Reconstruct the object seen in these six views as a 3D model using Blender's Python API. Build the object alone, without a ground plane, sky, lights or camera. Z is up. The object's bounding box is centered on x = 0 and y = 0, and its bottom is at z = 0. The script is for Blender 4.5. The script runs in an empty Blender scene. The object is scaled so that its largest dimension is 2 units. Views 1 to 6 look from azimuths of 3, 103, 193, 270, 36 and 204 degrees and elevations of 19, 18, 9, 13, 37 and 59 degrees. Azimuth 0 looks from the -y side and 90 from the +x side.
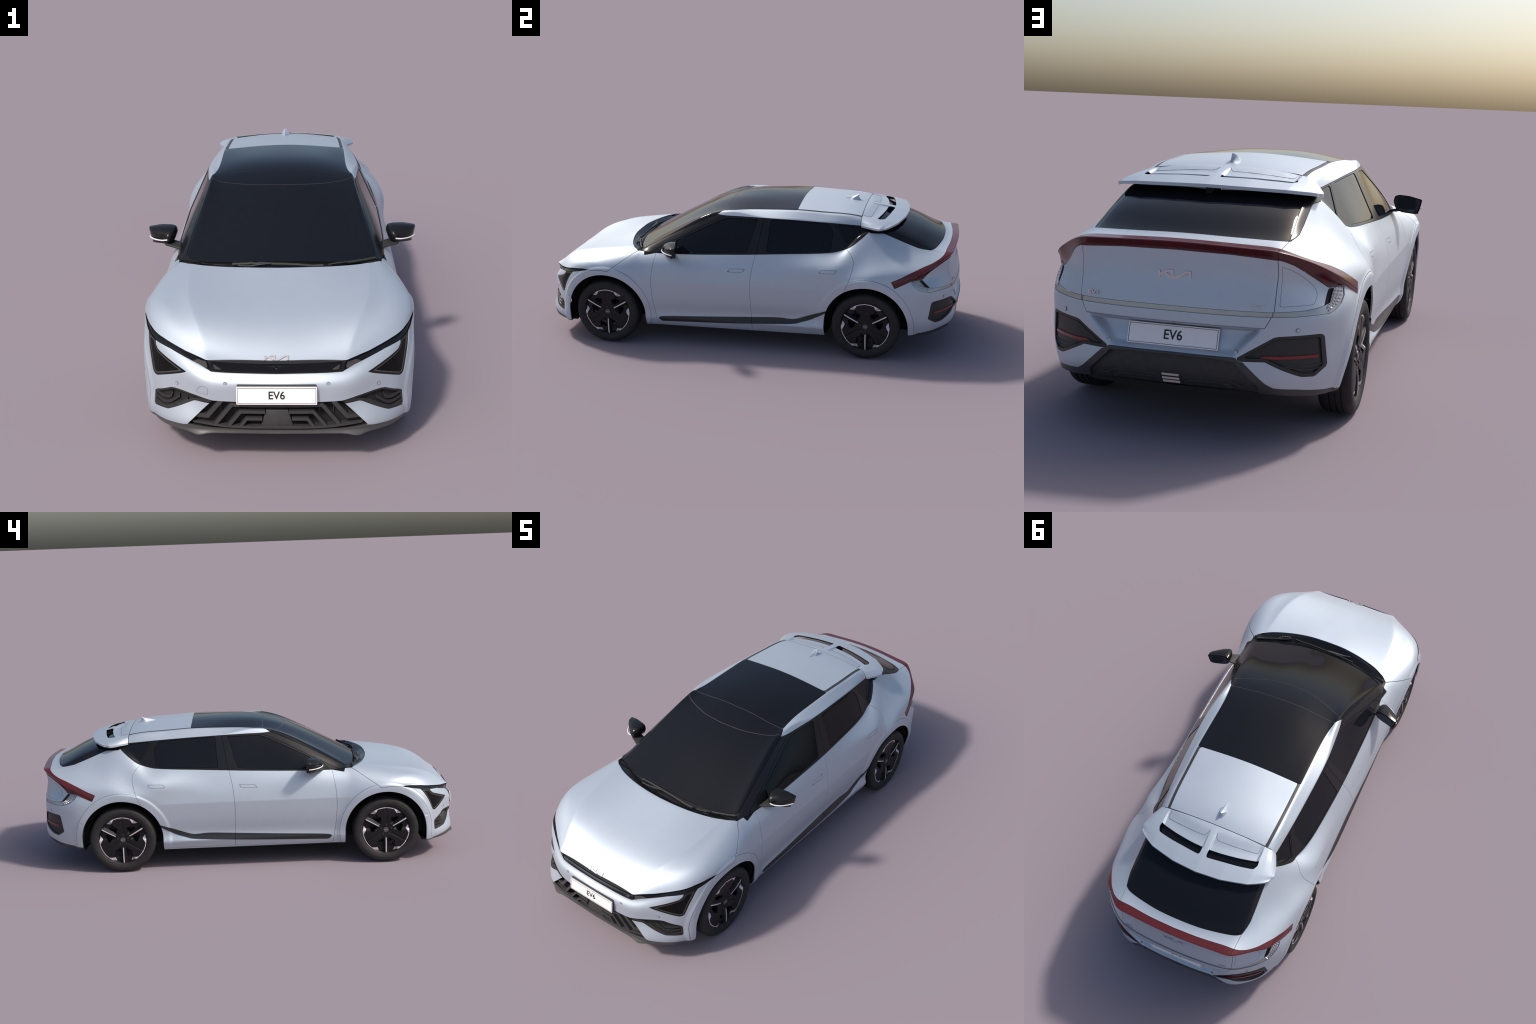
import bpy, bmesh, math, random
import numpy as np
from mathutils import Vector, Matrix

random.seed(7)
rng = np.random.default_rng(7)

# ------------------------------------------------------------------ #
#  1. BODY SKIN: a control cage of feature lines, subdivided          #
# ------------------------------------------------------------------ #
# Half of the car, x >= 0, nose at -y.  Every column below runs from the
# centre line outwards: centre, inner, crease/rail-inner, rail-outer/pillar,
# belt line, shoulder, "light line" (front lamp top - door - rear lamp).
COLUMNS = [
    # hood lip, over the light bar and the lamps
    [(0, -.973, .316), (.10, -.970, .317), (.195, -.962, .322), (.262, -.915, .3305), (.33, -.861, .347), (.372, -.806, .360), (.393, -.750, .369)],
    [(0, -.945, .3355), (.10, -.942, .3360), (.206, -.925, .3470), (.272, -.880, .3640), (.334, -.826, .3800), (.378, -.770, .3840), (.401, -.715, .3715)],
    [(0, -.860, .3850), (.10, -.858, .3865), (.232, -.850, .3968), (.292, -.815, .3995), (.344, -.765, .4075), (.386, -.712, .3990), (.406, -.668, .370)],
    [(0, -.725, .4255), (.10, -.723, .4262), (.266, -.715, .4318), (.308, -.695, .4270), (.350, -.665, .4235), (.387, -.632, .4035), (.407, -.612, .368)],
    # rear edge of the hood
    [(0, -.583, .461), (.10, -.577, .461), (.272, -.528, .455), (.302, -.512, .4525), (.3245, -.494, .447), (.366, -.520, .418), (.400, -.548, .370)],
    # glass base
    [(0, -.548, .446), (.10, -.541, .446), (.258, -.492, .448), (.306, -.468, .450), (.3290, -.466, .4455), (.363, -.475, .415), (.392, -.49, .366)],
    # windshield, low and middle
    [(0, -.440, .500), (.10, -.436, .499), (.246, -.425, .484), (.300, -.415, .478), (.3410, -.385, .4425), (.3700, -.400, .403), (.387, -.412, .352)],
    [(0, -.270, .586), (.10, -.266, .583), (.225, -.260, .570), (.280, -.277, .547), (.3480, -.255, .4470), (.3725, -.260, .4035), (.3855, -.265, .360)],
    # header and roof
    [(0, -.095, .648), (.10, -.093, .645), (.222, -.088, .630), (.257, -.105, .617), (.3500, -.100, .4535), (.3725, -.110, .405), (.3850, -.115, .362)],
    [(0, .080, .6635), (.11, .080, .6595), (.226, .080, .6425), (.275, .085, .6165), (.3500, .075, .4615), (.371, .065, .411), (.3850, .055, .365)],
    [(0, .260, .6605), (.11, .260, .6555), (.228, .260, .6440), (.271, .260, .610), (.343, .240, .4695), (.370, .220, .416), (.3855, .20, .368)],
    [(0, .400, .654), (.11, .400, .650), (.225, .400, .6360), (.264, .400, .601), (.3300, .390, .4775), (.3750, .365, .424), (.3880, .34, .371)],
    # roof end, then down the rear glass
    [(0, .557, .6375), (.11, .557, .633), (.216, .555, .6215), (.250, .545, .591), (.306, .500, .497), (.3780, .470, .4280), (.3945, .44, .374)],
    [(0, .700, .590), (.10, .697, .588), (.195, .680, .582), (.240, .655, .575), (.274, .600, .556), (.3500, .572, .4500), (.4005, .530, .378)],
    [(0, .820, .546), (.10, .815, .544), (.200, .790, .540), (.250, .760, .532), (.2850, .713, .5035), (.3610, .650, .4355), (.4025, .595, .378)],
    [(0, .918, .4985), (.10, .911, .497), (.200, .888, .494), (.254, .862, .488), (.3085, .799, .4650), (.3730, .715, .4165), (.4010, .650, .370)],
    # tail edge over the lamp band
    [(0, .984, .4845), (.10, .981, .4825), (.200, .973, .4785), (.258, .9565, .4712), (.325, .891, .4395), (.372, .812, .4010), (.3965, .712, .357)],
]
NC = len(COLUMNS)            # columns along the car
NR = 7                       # points per column

# Seven lines below the light line.  FRONT / REAR: fascia points at the same
# lateral places as the columns above.  SIDE: half width at a few stations.
FRONT = [
    [(0, -.967, .284), (.10, -.966, .286), (.190, -.957, .290), (.262, -.922, .310), (.333, -.876, .325), (.374, -.822, .335), (.395, -.772, .335)],
    [(0, -.984, .262), (.10, -.982, .263), (.192, -.971, .266), (.262, -.938, .282), (.334, -.886, .290), (.376, -.836, .296), (.397, -.790, .296)],
    [(0, -.988, .235), (.10, -.985, .235), (.190, -.976, .237), (.262, -.943, .245), (.333, -.893, .250), (.376, -.846, .250), (.397, -.800, .250)],
    [(0, -.988, .205), (.10, -.985, .205), (.188, -.975, .205), (.262, -.944, .205), (.331, -.900, .205), (.375, -.852, .205), (.396, -.806, .205)],
    [(0, -.987, .165), (.10, -.985, .165), (.188, -.976, .165), (.262, -.956, .165), (.330, -.906, .165), (.374, -.856, .165), (.394, -.811, .165)],
    [(0, -.987, .128), (.10, -.985, .128), (.190, -.979, .128), (.264, -.965, .128), (.332, -.915, .128), (.373, -.862, .128), (.391, -.815, .128)],
    [(0, -.980, .104), (.10, -.978, .104), (.190, -.975, .104), (.264, -.955, .102), (.332, -.908, .100), (.368, -.858, .098), (.386, -.818, .096)],
]
REAR = [
    [(0, .976, .4660), (.10, .972, .4640), (.200, .962, .4590), (.256, .949, .4510), (.316, .873, .4070), (.366, .812, .3800), (.3975, .728, .343)],
    [(0, .976, .405), (.10, .973, .404), (.205, .962, .402), (.262, .935, .396), (.322, .873, .375), (.3735, .822, .351), (.398, .745, .320)],
    [(0, .988, .340), (.10, .985, .340), (.212, .973, .338), (.275, .945, .336), (.339, .890, .331), (.3755, .835, .317), (.398, .755, .295)],
    [(0, .994, .285), (.10, .991, .285), (.216, .977, .285), (.280, .948, .284), (.338, .900, .282), (.374, .838, .272), (.397, .763, .262)],
    [(0, .998, .225), (.10, .995, .225), (.216, .979, .225), (.280, .950, .225), (.339, .898, .225), (.373, .838, .222), (.3945, .768, .220)],
    [(0, .998, .170), (.10, .995, .170), (.216, .982, .170), (.280, .952, .170), (.337, .896, .170), (.368, .838, .170), (.385, .774, .172)],
    [(0, .977, .138), (.10, .974, .138), (.212, .965, .136), (.275, .938, .129), (.330, .882, .121), (.354, .830, .117), (.368, .782, .114)],
]
# z of the seven lines along the doors and half widths at stations y
SIDE_Z = [.321, .270, .220, .172, .140, .118, .096]
SIDE_X = {
    -.71: [.402, .402, .401, .400, .398, .395, .387],
    -.64: [.409, .409, .408, .406, .403, .398, .388],
    -.54: [.406, .406, .404, .400, .394, .388, .376],
    -.41: [.3930, .3920, .388, .381, .381, .376, .364],
    .07: [.3930, .3905, .384, .376, .3855, .378, .367],
    .30: [.3940, .3910, .385, .378, .388, .379, .368],
    .41: [.3955, .392, .386, .380, .387, .379, .368],
    .50: [.399, .397, .391, .386, .387, .381, .370],
    .595: [.4035, .402, .397, .392, .389, .384, .375],
    .66: [.4025, .402, .398, .393, .390, .384, .374],
}


def lerp_table(tab, y, k):
    ys = sorted(tab)
    return float(np.interp(y, ys, [tab[s][k] for s in ys]))


def build_cage():
    verts, index = [], {}

    def add(p):
        key = tuple(round(c, 6) for c in p)
        if key not in index:
            index[key] = len(verts)
            verts.append(key)
        return index[key]

    faces, crease = [], {}
    for sx in (1, -1):
        g = [[add((p[0] * sx, p[1], p[2])) for p in col] for col in COLUMNS]
        # lower skirt ring, front centre -> side -> rear centre
        ring0 = [g[0][i] for i in range(NR)] + [g[j][NR - 1] for j in range(1, NC - 1)] + [g[NC - 1][i] for i in range(NR - 1, -1, -1)]
        rings = [ring0]
        for k in range(8):
            kk = min(k, 6)
            row = []
            for i in range(NR):
                x, y, z = FRONT[kk][i]
                row.append((x, y, z))
            for j in range(1, NC - 1):
                y = COLUMNS[j][NR - 1][1]
                s = (y + .75) / 1.46
                y = y * 1.0
                zb = SIDE_Z[kk]
                row.append((lerp_table(SIDE_X, y, kk), y, zb))
            for i in range(NR - 1, -1, -1):
                row.append(REAR[kk][i])
            if k == 7:      # turned under
                row = [(x * .90, y * .965, z - .004) for x, y, z in row]
            rings.append([add((x * sx, y, z)) for x, y, z in row])
        quads = []
        for j in range(NC - 1):
            for i in range(NR - 1):
                quads.append((g[j][i], g[j + 1][i], g[j + 1][i + 1], g[j][i + 1]))
        for a, b in zip(rings[:-1], rings[1:]):
            for n in range(len(a) - 1):
                quads.append((a[n], a[n + 1], b[n + 1], b[n]))
        if sx < 0:
            quads = [q[::-1] for q in quads]
        faces += quads

        def line(vs, w):
            for a, b in zip(vs[:-1], vs[1:]):
                crease[(min(a, b), max(a, b))] = w
        line([g[j][4] for j in range(5, 14)], .80)            # belt
        line([g[j][3] for j in range(8, 13)], .55)            # rail outer
        line([g[j][3] for j in range(5, 9)], .12)             # windshield pillar
        line([g[j][2] for j in range(8, 13)], .45)            # rail inner
        line([g[j][2] for j in range(0, 5)], .95)             # hood crease
        line(g[4][:5], .9)                                    # hood rear edge
        line(g[5][:5], .7)                                    # glass base
        line(g[0], .75)                                       # hood lip
        line(g[NC - 1][:6], .8)                               # tail edge
        line(rings[1][NR + NC - 2:], .7)                      # lamp lower edge
        line(rings[1][NR + 3:NR + NC - 5], .95)               # door line
        line(rings[5][NR + 3:NR + NC - 6], .4)                # skirt
        line(rings[7], .75)                                   # lower edge
    return np.array(verts, float), faces, crease


def subdivide(verts, faces, crease, level):
    me = bpy.data.meshes.new("tmp")
    me.from_pydata([tuple(v) for v in verts], [], faces)
    at = me.attributes.new("crease_edge", 'FLOAT', 'EDGE')
    for e in me.edges:
        k = (min(e.vertices), max(e.vertices))
        at.data[e.index].value = crease.get(k, 0.0)
    ob = bpy.data.objects.new("tmp", me)
    bpy.context.scene.collection.objects.link(ob)
    md = ob.modifiers.new("s", 'SUBSURF')
    md.levels = md.render_levels = level
    md.use_limit_surface = True
    dg = bpy.context.evaluated_depsgraph_get()
    ev = ob.evaluated_get(dg).to_mesh()
    n = len(ev.vertices)
    V = np.empty(n * 3)
    ev.vertices.foreach_get("co", V)
    V = V.reshape(-1, 3).copy()
    nl = len(ev.loops)
    L = np.empty(nl, int)
    ev.loops.foreach_get("vertex_index", L)
    F = L.reshape(-1, 4).copy()
    ob.evaluated_get(dg).to_mesh_clear()
    bpy.data.objects.remove(ob)
    bpy.data.meshes.remove(me)
    return V, F


def fit_cage(level=4, rounds=7):
    target, faces, crease = build_cage()
    cage = target.copy()
    for _ in range(rounds):
        V, F = subdivide(cage, faces, crease, 1)
        cage += (target - V[:len(target)]) * .9
        cage[np.abs(target[:, 0]) < 1e-9, 0] = 0
    V, F = subdivide(cage, faces, crease, level)
    return V, F, target
# ------------------------------------------------------------------ #
#  2. SURFACE TOOLS: a skin that can be cut along drawn lines         #
# ------------------------------------------------------------------ #
def unit(a):
    return a / np.maximum(np.linalg.norm(a, axis=-1, keepdims=True), 1e-12)


def vertex_normals(V, T):
    fn = np.cross(V[T[:, 1]] - V[T[:, 0]], V[T[:, 2]] - V[T[:, 0]])
    N = np.zeros_like(V)
    for c in range(3):
        np.add.at(N, T[:, c], fn)
    return unit(N)


class Skin:
    """triangles with the smooth normals of the whole body"""

    def __init__(s, V, N, T):
        s.V, s.N, s.T = V, N, T

    def copy(s):
        return Skin(s.V.copy(), s.N.copy(), s.T.copy())

    def compact(s):
        used = np.unique(s.T)
        m = np.full(len(s.V), -1)
        m[used] = np.arange(len(used))
        return Skin(s.V[used], s.N[used], m[s.T])

    def split(s, f):
        """cut along f = 0; returns (inside f<0, outside f>0)"""
        f = np.where(np.abs(f) < 1e-7, 1e-7, f)
        T = s.T
        neg = f[T] < 0
        cnt = neg.sum(1)
        tin, tout, mix = T[cnt == 3], T[cnt == 0], T[(cnt > 0) & (cnt < 3)]
        if len(mix) == 0:
            return Skin(s.V, s.N, tin).compact(), Skin(s.V, s.N, tout).compact()
        mneg = neg[(cnt > 0) & (cnt < 3)]
        lone_neg = mneg.sum(1) == 1
        lone = np.where(lone_neg[:, None], mneg, ~mneg)
        k = lone.argmax(1)
        r = np.arange(len(mix))
        a, b, c = mix[r, k], mix[r, (k + 1) % 3], mix[r, (k + 2) % 3]
        e = np.concatenate([np.stack([a, b], 1), np.stack([a, c], 1)])
        e.sort(axis=1)
        ue, inv = np.unique(e, axis=0, return_inverse=True)
        inv = inv.reshape(-1)
        t = (f[ue[:, 0]] / (f[ue[:, 0]] - f[ue[:, 1]]))[:, None]
        nv = s.V[ue[:, 0]] * (1 - t) + s.V[ue[:, 1]] * t
        nn = unit(s.N[ue[:, 0]] * (1 - t) + s.N[ue[:, 1]] * t)
        V = np.concatenate([s.V, nv])
        N = np.concatenate([s.N, nn])
        ab = len(s.V) + inv[:len(mix)]
        ac = len(s.V) + inv[len(mix):]
        tip = np.stack([a, ab, ac], 1)
        q1 = np.stack([ab, b, c], 1)
        q2 = np.stack([ab, c, ac], 1)
        Tin = np.concatenate([tin, tip[lone_neg], q1[~lone_neg], q2[~lone_neg]])
        Tout = np.concatenate([tout, tip[~lone_neg], q1[lone_neg], q2[lone_neg]])
        return Skin(V, N, Tin).compact(), Skin(V, N, Tout).compact()

    def boundary(s):
        T = s.T
        e = np.concatenate([T[:, [0, 1]], T[:, [1, 2]], T[:, [2, 0]]])
        se = np.sort(e, axis=1)
        _, idx, cnt = np.unique(se, axis=0, return_index=True, return_counts=True)
        return e[idx[cnt == 1]]

    def rim(s, depth, direction=None):
        """turn the open edges inwards so that the panel shows its thickness"""
        if len(s.T) == 0:
            return s
        b = s.boundary()
        u = np.unique(b)
        d = -s.N[u] if direction is None else np.broadcast_to(np.array(direction, float), (len(u), 3))
        n0 = len(s.V)
        # edge copies so that the rim gets its own normals
        dep = depth(s.V[u])[:, None] if callable(depth) else depth
        top, low = s.V[u], s.V[u] + d * dep
        m = np.full(n0, -1)
        m[u] = np.arange(len(u))
        V = np.concatenate([s.V, top, low])
        ei = m[b]
        a0, a1 = n0 + ei[:, 0], n0 + ei[:, 1]
        c0, c1 = a0 + len(u), a1 + len(u)
        Tn = np.concatenate([np.stack([a1, a0, c0], 1), np.stack([a1, c0, c1], 1)])
        rn = vertex_normals(V, Tn)[n0:]
        return Skin(V, np.concatenate([s.N, rn]), np.concatenate([s.T, Tn]))

    def moved(s, vec=None, along=0.0):
        V = s.V + s.N * along
        if vec is not None:
            V = V + np.array(vec)
        return Skin(V, s.N, s.T)

    def side(s, sx):
        a, b = s.split(s.V[:, 0])
        return b if sx > 0 else a

    def parts(s):
        """largest-first connected pieces"""
        lab = np.arange(len(s.V))
        while True:
            m = lab[s.T].min(1)
            new = lab.copy()
            for c in range(3):
                np.minimum.at(new, s.T[:, c], m)
            new = new[new]
            if (new == lab).all():
                break
            lab = new
        tl = lab[s.T[:, 0]]
        ids, cnt = np.unique(tl, return_counts=True)
        return [Skin(s.V, s.N, s.T[tl == i]).compact() for i in ids[np.argsort(-cnt)]]


def join(*sk):
    sk = [k for k in sk if len(k.T)]
    off, V, N, T = 0, [], [], []
    for k in sk:
        V.append(k.V); N.append(k.N); T.append(k.T + off)
        off += len(k.V)
    return Skin(np.concatenate(V), np.concatenate(N), np.concatenate(T))


# projections used for drawing lines on the body
def pr_side(V):
    return V[:, [1, 2]]


def pr_top(V):
    return np.stack([np.abs(V[:, 0]), V[:, 1]], 1)


def pr_front(V):                      # seen from the front corner
    return np.stack([(np.abs(V[:, 0]) + V[:, 1]) * .70711, V[:, 2]], 1)


def pr_rear(V):                       # seen from the rear corner
    return np.stack([(np.abs(V[:, 0]) - V[:, 1]) * .70711, V[:, 2]], 1)


def pr_face(V):                       # straight from the front or rear
    return np.stack([np.abs(V[:, 0]), V[:, 2]], 1)


def curve(pts, n=8, closed=False):
    """Catmull-Rom through control points"""
    P = np.array(pts, float)
    if closed:
        P = np.concatenate([P[-1:], P, P[:2]])
    else:
        P = np.concatenate([2 * P[:1] - P[1:2], P, 2 * P[-1:] - P[-2:-1]])
    out = []
    t = np.linspace(0, 1, n, endpoint=False)[:, None]
    for a, b, c, d in zip(P[:-3], P[1:-2], P[2:-1], P[3:]):
        out.append(.5 * (2 * b + (c - a) * t + (2 * a - 5 * b + 4 * c - d) * t ** 2 + (3 * b - a - 3 * c + d) * t ** 3))
    out = np.concatenate(out)
    return out if closed else np.concatenate([out, P[-2:-1]])


def rounded(pts, r, n=5):
    """polygon with rounded corners"""
    P = np.array(pts, float)
    out = []
    for i in range(len(P)):
        a, b, c = P[i - 1], P[i], P[(i + 1) % len(P)]
        ra = min(r, .45 * np.linalg.norm(a - b), .45 * np.linalg.norm(c - b))
        p, q = b + unit(a - b) * ra, b + unit(c - b) * ra
        for t in np.linspace(0, 1, n):
            out.append((1 - t) ** 2 * p + 2 * t * (1 - t) * b + t * t * q)
    return np.array(out)


def line_dist(P, L):
    d = np.full(len(P), 1e9)
    for a, b in zip(L[:-1], L[1:]):
        ab = b - a
        t = np.clip(((P - a) @ ab) / max(ab @ ab, 1e-12), 0, 1)
        d = np.minimum(d, np.linalg.norm(P - a - t[:, None] * ab, axis=1))
    return d


def inside(P, L):
    c = np.zeros(len(P), bool)
    for a, b in zip(L, np.roll(L, -1, axis=0)):
        if a[1] == b[1]:
            continue
        k = (a[1] > P[:, 1]) != (b[1] > P[:, 1])
        x = (b[0] - a[0]) * (P[:, 1] - a[1]) / (b[1] - a[1]) + a[0]
        c ^= k & (P[:, 0] < x)
    return c


def area(P, poly):
    """signed distance to a closed outline, negative inside"""
    L = np.array(poly, float)
    d = np.full(len(P), .5)
    lo, hi = L.min(0) - .03, L.max(0) + .03
    near = np.all((P > lo) & (P < hi), axis=1)
    Q = P[near]
    dd = line_dist(Q, np.concatenate([L, L[:1]]))
    d[near] = np.where(inside(Q, L), -dd, dd)
    return d


def smoothstep(a, b, x):
    t = np.clip((x - a) / (b - a), 0, 1)
    return t * t * (3 - 2 * t)


# ------------------------------------------------------------------ #
#  objects                                                            #
# ------------------------------------------------------------------ #
ROOT = None
MAT = {}


def make_object(name, me, parent, mat):
    ob = bpy.data.objects.new(name, me)
    bpy.context.scene.collection.objects.link(ob)
    if mat is not None and not me.materials:
        me.materials.append(MAT[mat])
    if parent is not None:
        ob.parent = parent
    return ob


def skin_object(name, sk, mat, parent=None):
    sk = sk.compact()
    me = bpy.data.meshes.new(name)
    me.vertices.add(len(sk.V))
    me.vertices.foreach_set("co", sk.V.ravel())
    nt = len(sk.T)
    me.loops.add(nt * 3)
    me.loops.foreach_set("vertex_index", sk.T.ravel().astype(np.int32))
    me.polygons.add(nt)
    me.polygons.foreach_set("loop_start", np.arange(0, nt * 3, 3, dtype=np.int32))
    me.polygons.foreach_set("use_smooth", np.ones(nt, bool))
    me.update(calc_edges=True)
    me.validate()
    if len(me.vertices) == len(sk.V):
        me.normals_split_custom_set_from_vertices([tuple(n) for n in sk.N])
    return make_object(name, me, parent or ROOT, mat)


def poly_object(name, V, F, mat, parent=None, smooth=35, bevel=0, segs=2, loc=None):
    """ordinary mesh part; optional bevel, shaded smooth by angle"""
    me = bpy.data.meshes.new(name)
    me.from_pydata([tuple(v) for v in V], [], [tuple(f) for f in F])
    bm = bmesh.new()
    bm.from_mesh(me)
    bmesh.ops.remove_doubles(bm, verts=bm.verts, dist=1e-6)
    bmesh.ops.recalc_face_normals(bm, faces=bm.faces)
    if bevel:
        ed = [e for e in bm.edges if len(e.link_faces) == 2 and e.calc_face_angle(0) > math.radians(30)]
        bmesh.ops.bevel(bm, geom=ed, offset=bevel, segments=segs, affect='EDGES', profile=.5)
    if smooth:
        for f in bm.faces:
            f.smooth = True
        for e in bm.edges:
            e.smooth = not (len(e.link_faces) == 2 and e.calc_face_angle(0) > math.radians(smooth))
    bm.to_mesh(me)
    bm.free()
    ob = make_object(name, me, parent or ROOT, mat)
    if loc is not None:
        ob.location = loc
    return ob


def prism(outline, depth, axis=(0, 1, 0)):
    """solid from a planar 3D outline pushed along axis*depth"""
    P = np.array(outline, float)
    n = len(P)
    Q = P + np.array(axis, float) * depth
    F = [tuple(range(n)), tuple(range(2 * n - 1, n - 1, -1))]
    F += [(i, (i + 1) % n, n + (i + 1) % n, n + i) for i in range(n)]
    return np.concatenate([P, Q]), F


def grid_faces(nu, nv, close_u=False, close_v=False):
    F = []
    for i in range(nu if close_u else nu - 1):
        for j in range(nv if close_v else nv - 1):
            a, b = i * nv + j, ((i + 1) % nu) * nv + j
            c, d = ((i + 1) % nu) * nv + (j + 1) % nv, i * nv + (j + 1) % nv
            F.append((a, b, c, d))
    return F


def lathe(profile, n=96):
    """profile (r, x) turned round the x axis"""
    P = np.array(profile, float)
    V = []
    for a in np.linspace(0, 2 * math.pi, n, endpoint=False):
        V.append(np.stack([P[:, 1], P[:, 0] * math.cos(a), P[:, 0] * math.sin(a)], 1))
    return np.concatenate(V), grid_faces(n, len(P), close_u=True)


def tube(path, radius, n=8, flat=1.0):
    P = np.array(path, float)
    T = unit(np.gradient(P, axis=0))
    up = np.array([0, 0, 1.0])
    V = []
    for p, t in zip(P, T):
        s = unit(np.cross(t, up))
        w = np.cross(s, t)
        for a in np.linspace(0, 2 * math.pi, n, endpoint=False):
            V.append(p + radius * (math.cos(a) * s + flat * math.sin(a) * w))
    F = grid_faces(len(P), n, close_v=True)
    F += [tuple(range(n))[::-1], tuple(range((len(P) - 1) * n, len(P) * n))]
    return np.array(V), F
# ------------------------------------------------------------------ #
#  3. MATERIALS                                                       #
# ------------------------------------------------------------------ #
def material(name, color, rough=.5, metal=0.0, coat=0.0, spec=.5, noise=0.0, nscale=60.0, bump=0.0, bscale=400.0, coat_rough=.03, ior=1.5):
    m = bpy.data.materials.new(name)
    m.use_nodes = True
    nt = m.node_tree
    b = nt.nodes["Principled BSDF"]
    b.inputs["Roughness"].default_value = rough
    b.inputs["Metallic"].default_value = metal
    b.inputs["Coat Weight"].default_value = coat
    b.inputs["Coat Roughness"].default_value = coat_rough
    b.inputs["Specular IOR Level"].default_value = spec
    b.inputs["IOR"].default_value = ior
    tc = nt.nodes.new("ShaderNodeTexCoord")
    nz = nt.nodes.new("ShaderNodeTexNoise")
    nz.inputs["Scale"].default_value = nscale
    nz.inputs["Detail"].default_value = 3
    nt.links.new(tc.outputs["Object"], nz.inputs["Vector"])
    rp = nt.nodes.new("ShaderNodeValToRGB")
    lo = [c * (1 - noise) for c in color]
    hi = [min(1, c * (1 + noise)) for c in color]
    rp.color_ramp.elements[0].position = .3
    rp.color_ramp.elements[1].position = .7
    rp.color_ramp.elements[0].color = (*lo, 1)
    rp.color_ramp.elements[1].color = (*hi, 1)
    nt.links.new(nz.outputs["Fac"], rp.inputs["Fac"])
    nt.links.new(rp.outputs["Color"], b.inputs["Base Color"])
    if bump:
        n2 = nt.nodes.new("ShaderNodeTexNoise")
        n2.inputs["Scale"].default_value = bscale
        nt.links.new(tc.outputs["Object"], n2.inputs["Vector"])
        bp = nt.nodes.new("ShaderNodeBump")
        bp.inputs["Strength"].default_value = bump
        bp.inputs["Distance"].default_value = .001
        nt.links.new(n2.outputs["Fac"], bp.inputs["Height"])
        nt.links.new(bp.outputs["Normal"], b.inputs["Normal"])
    MAT[name] = m
    return m


material("paint", (.495, .550, .612), rough=.50, metal=.5, coat=.15, coat_rough=.08, spec=.5, noise=.010, nscale=25)
material("glass", (.008, .009, .012), rough=.04, spec=.20, noise=.05)
material("gloss_black", (.010, .010, .011), rough=.14, spec=.30, noise=.05)
material("matt_black", (.028, .027, .027), rough=.55, noise=.15, bump=.15)
material("seal_black", (.008, .008, .008), rough=.8, noise=.1)
material("dark_plastic", (.040, .039, .040), rough=.42, noise=.1, bump=.1)
material("lip_grey", (.085, .084, .082), rough=.38, metal=.3, noise=.06)
material("tyre_rubber", (.018, .0165, .0165), rough=.7, spec=.4, noise=.2, bump=.3)
material("wheel_black", (.0075, .007, .0075), rough=.42, spec=.3, noise=.1)
material("wheel_silver", (.72, .66, .68), rough=.35, metal=.35, noise=.03)
material("chrome", (.66, .66, .67), rough=.22, metal=.9, noise=.02)
material("satin_silver", (.42, .42, .42), rough=.28, metal=.8, noise=.03)
material("lamp_red", (.075, .0025, .004), rough=.2, coat=.15, noise=.3, nscale=60)
material("lamp_dark_red", (.095, .010, .012), rough=.22, coat=.15, noise=.1, nscale=120)
material("reflector_red", (.20, .008, .010), rough=.25, coat=.3, noise=.1, nscale=300)
material("plate_white", (.86, .83, .83), rough=.4, noise=.01)
material("text_black", (.012, .012, .012), rough=.5, noise=.1)
material("lamp_grey", (.10, .095, .092), rough=.3, metal=.4, noise=.1)
material("joint_grey", (.085, .08, .075), rough=.6, noise=.1)
material("indicator_white", (.75, .73, .72), rough=.3, noise=.03)
material("mirror_glass", (.06, .065, .075), rough=.05, metal=.6, noise=.02)
material("badge", (.62, .58, .59), rough=.3, metal=.5, noise=.02)
material("skirt_black", (.018, .019, .021), rough=.35, noise=.1)
material("pod_black", (.022, .021, .021), rough=.5, noise=.12, bump=.1)
material("trim_black", (.011, .011, .012), rough=.26, spec=.3, noise=.08)
material("lamp_black", (.006, .006, .006), rough=.22, spec=.12, noise=.3, nscale=40)
# ------------------------------------------------------------------ #
#  4. THE CAR                                                         #
# ------------------------------------------------------------------ #
ROOT = bpy.data.objects.new("electric_car", None)
bpy.context.scene.collection.objects.link(ROOT)
ROOT["label"] = "white electric crossover car with black roof glass and wheels"
ROOT["category"] = "car"

AXLES = (-.638, .597)
HUB_Z, TYRE_R, ARCH_R, RIM_R = .155, .155, .1905, .1115
GAP = .0013

Vb, Fb, _ = fit_cage(4)
Tb = np.concatenate([Fb[:, [0, 2, 1]], Fb[:, [0, 3, 2]]])        # outward
ax_ = np.abs(Vb[:, 0])
sg = np.sign(Vb[:, 0])

# --- relief worked into the skin before it is cut ------------------- #
for ya in AXLES:                                   # wheel arch bands
    r = np.hypot(Vb[:, 1] - ya, Vb[:, 2] - HUB_Z)
    w = (1 - smoothstep(.2195, .2315, r)) * smoothstep(.28, .34, ax_) * smoothstep(.085, .11, Vb[:, 2])
    Vb[:, 0] += sg * .0040 * w
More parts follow.
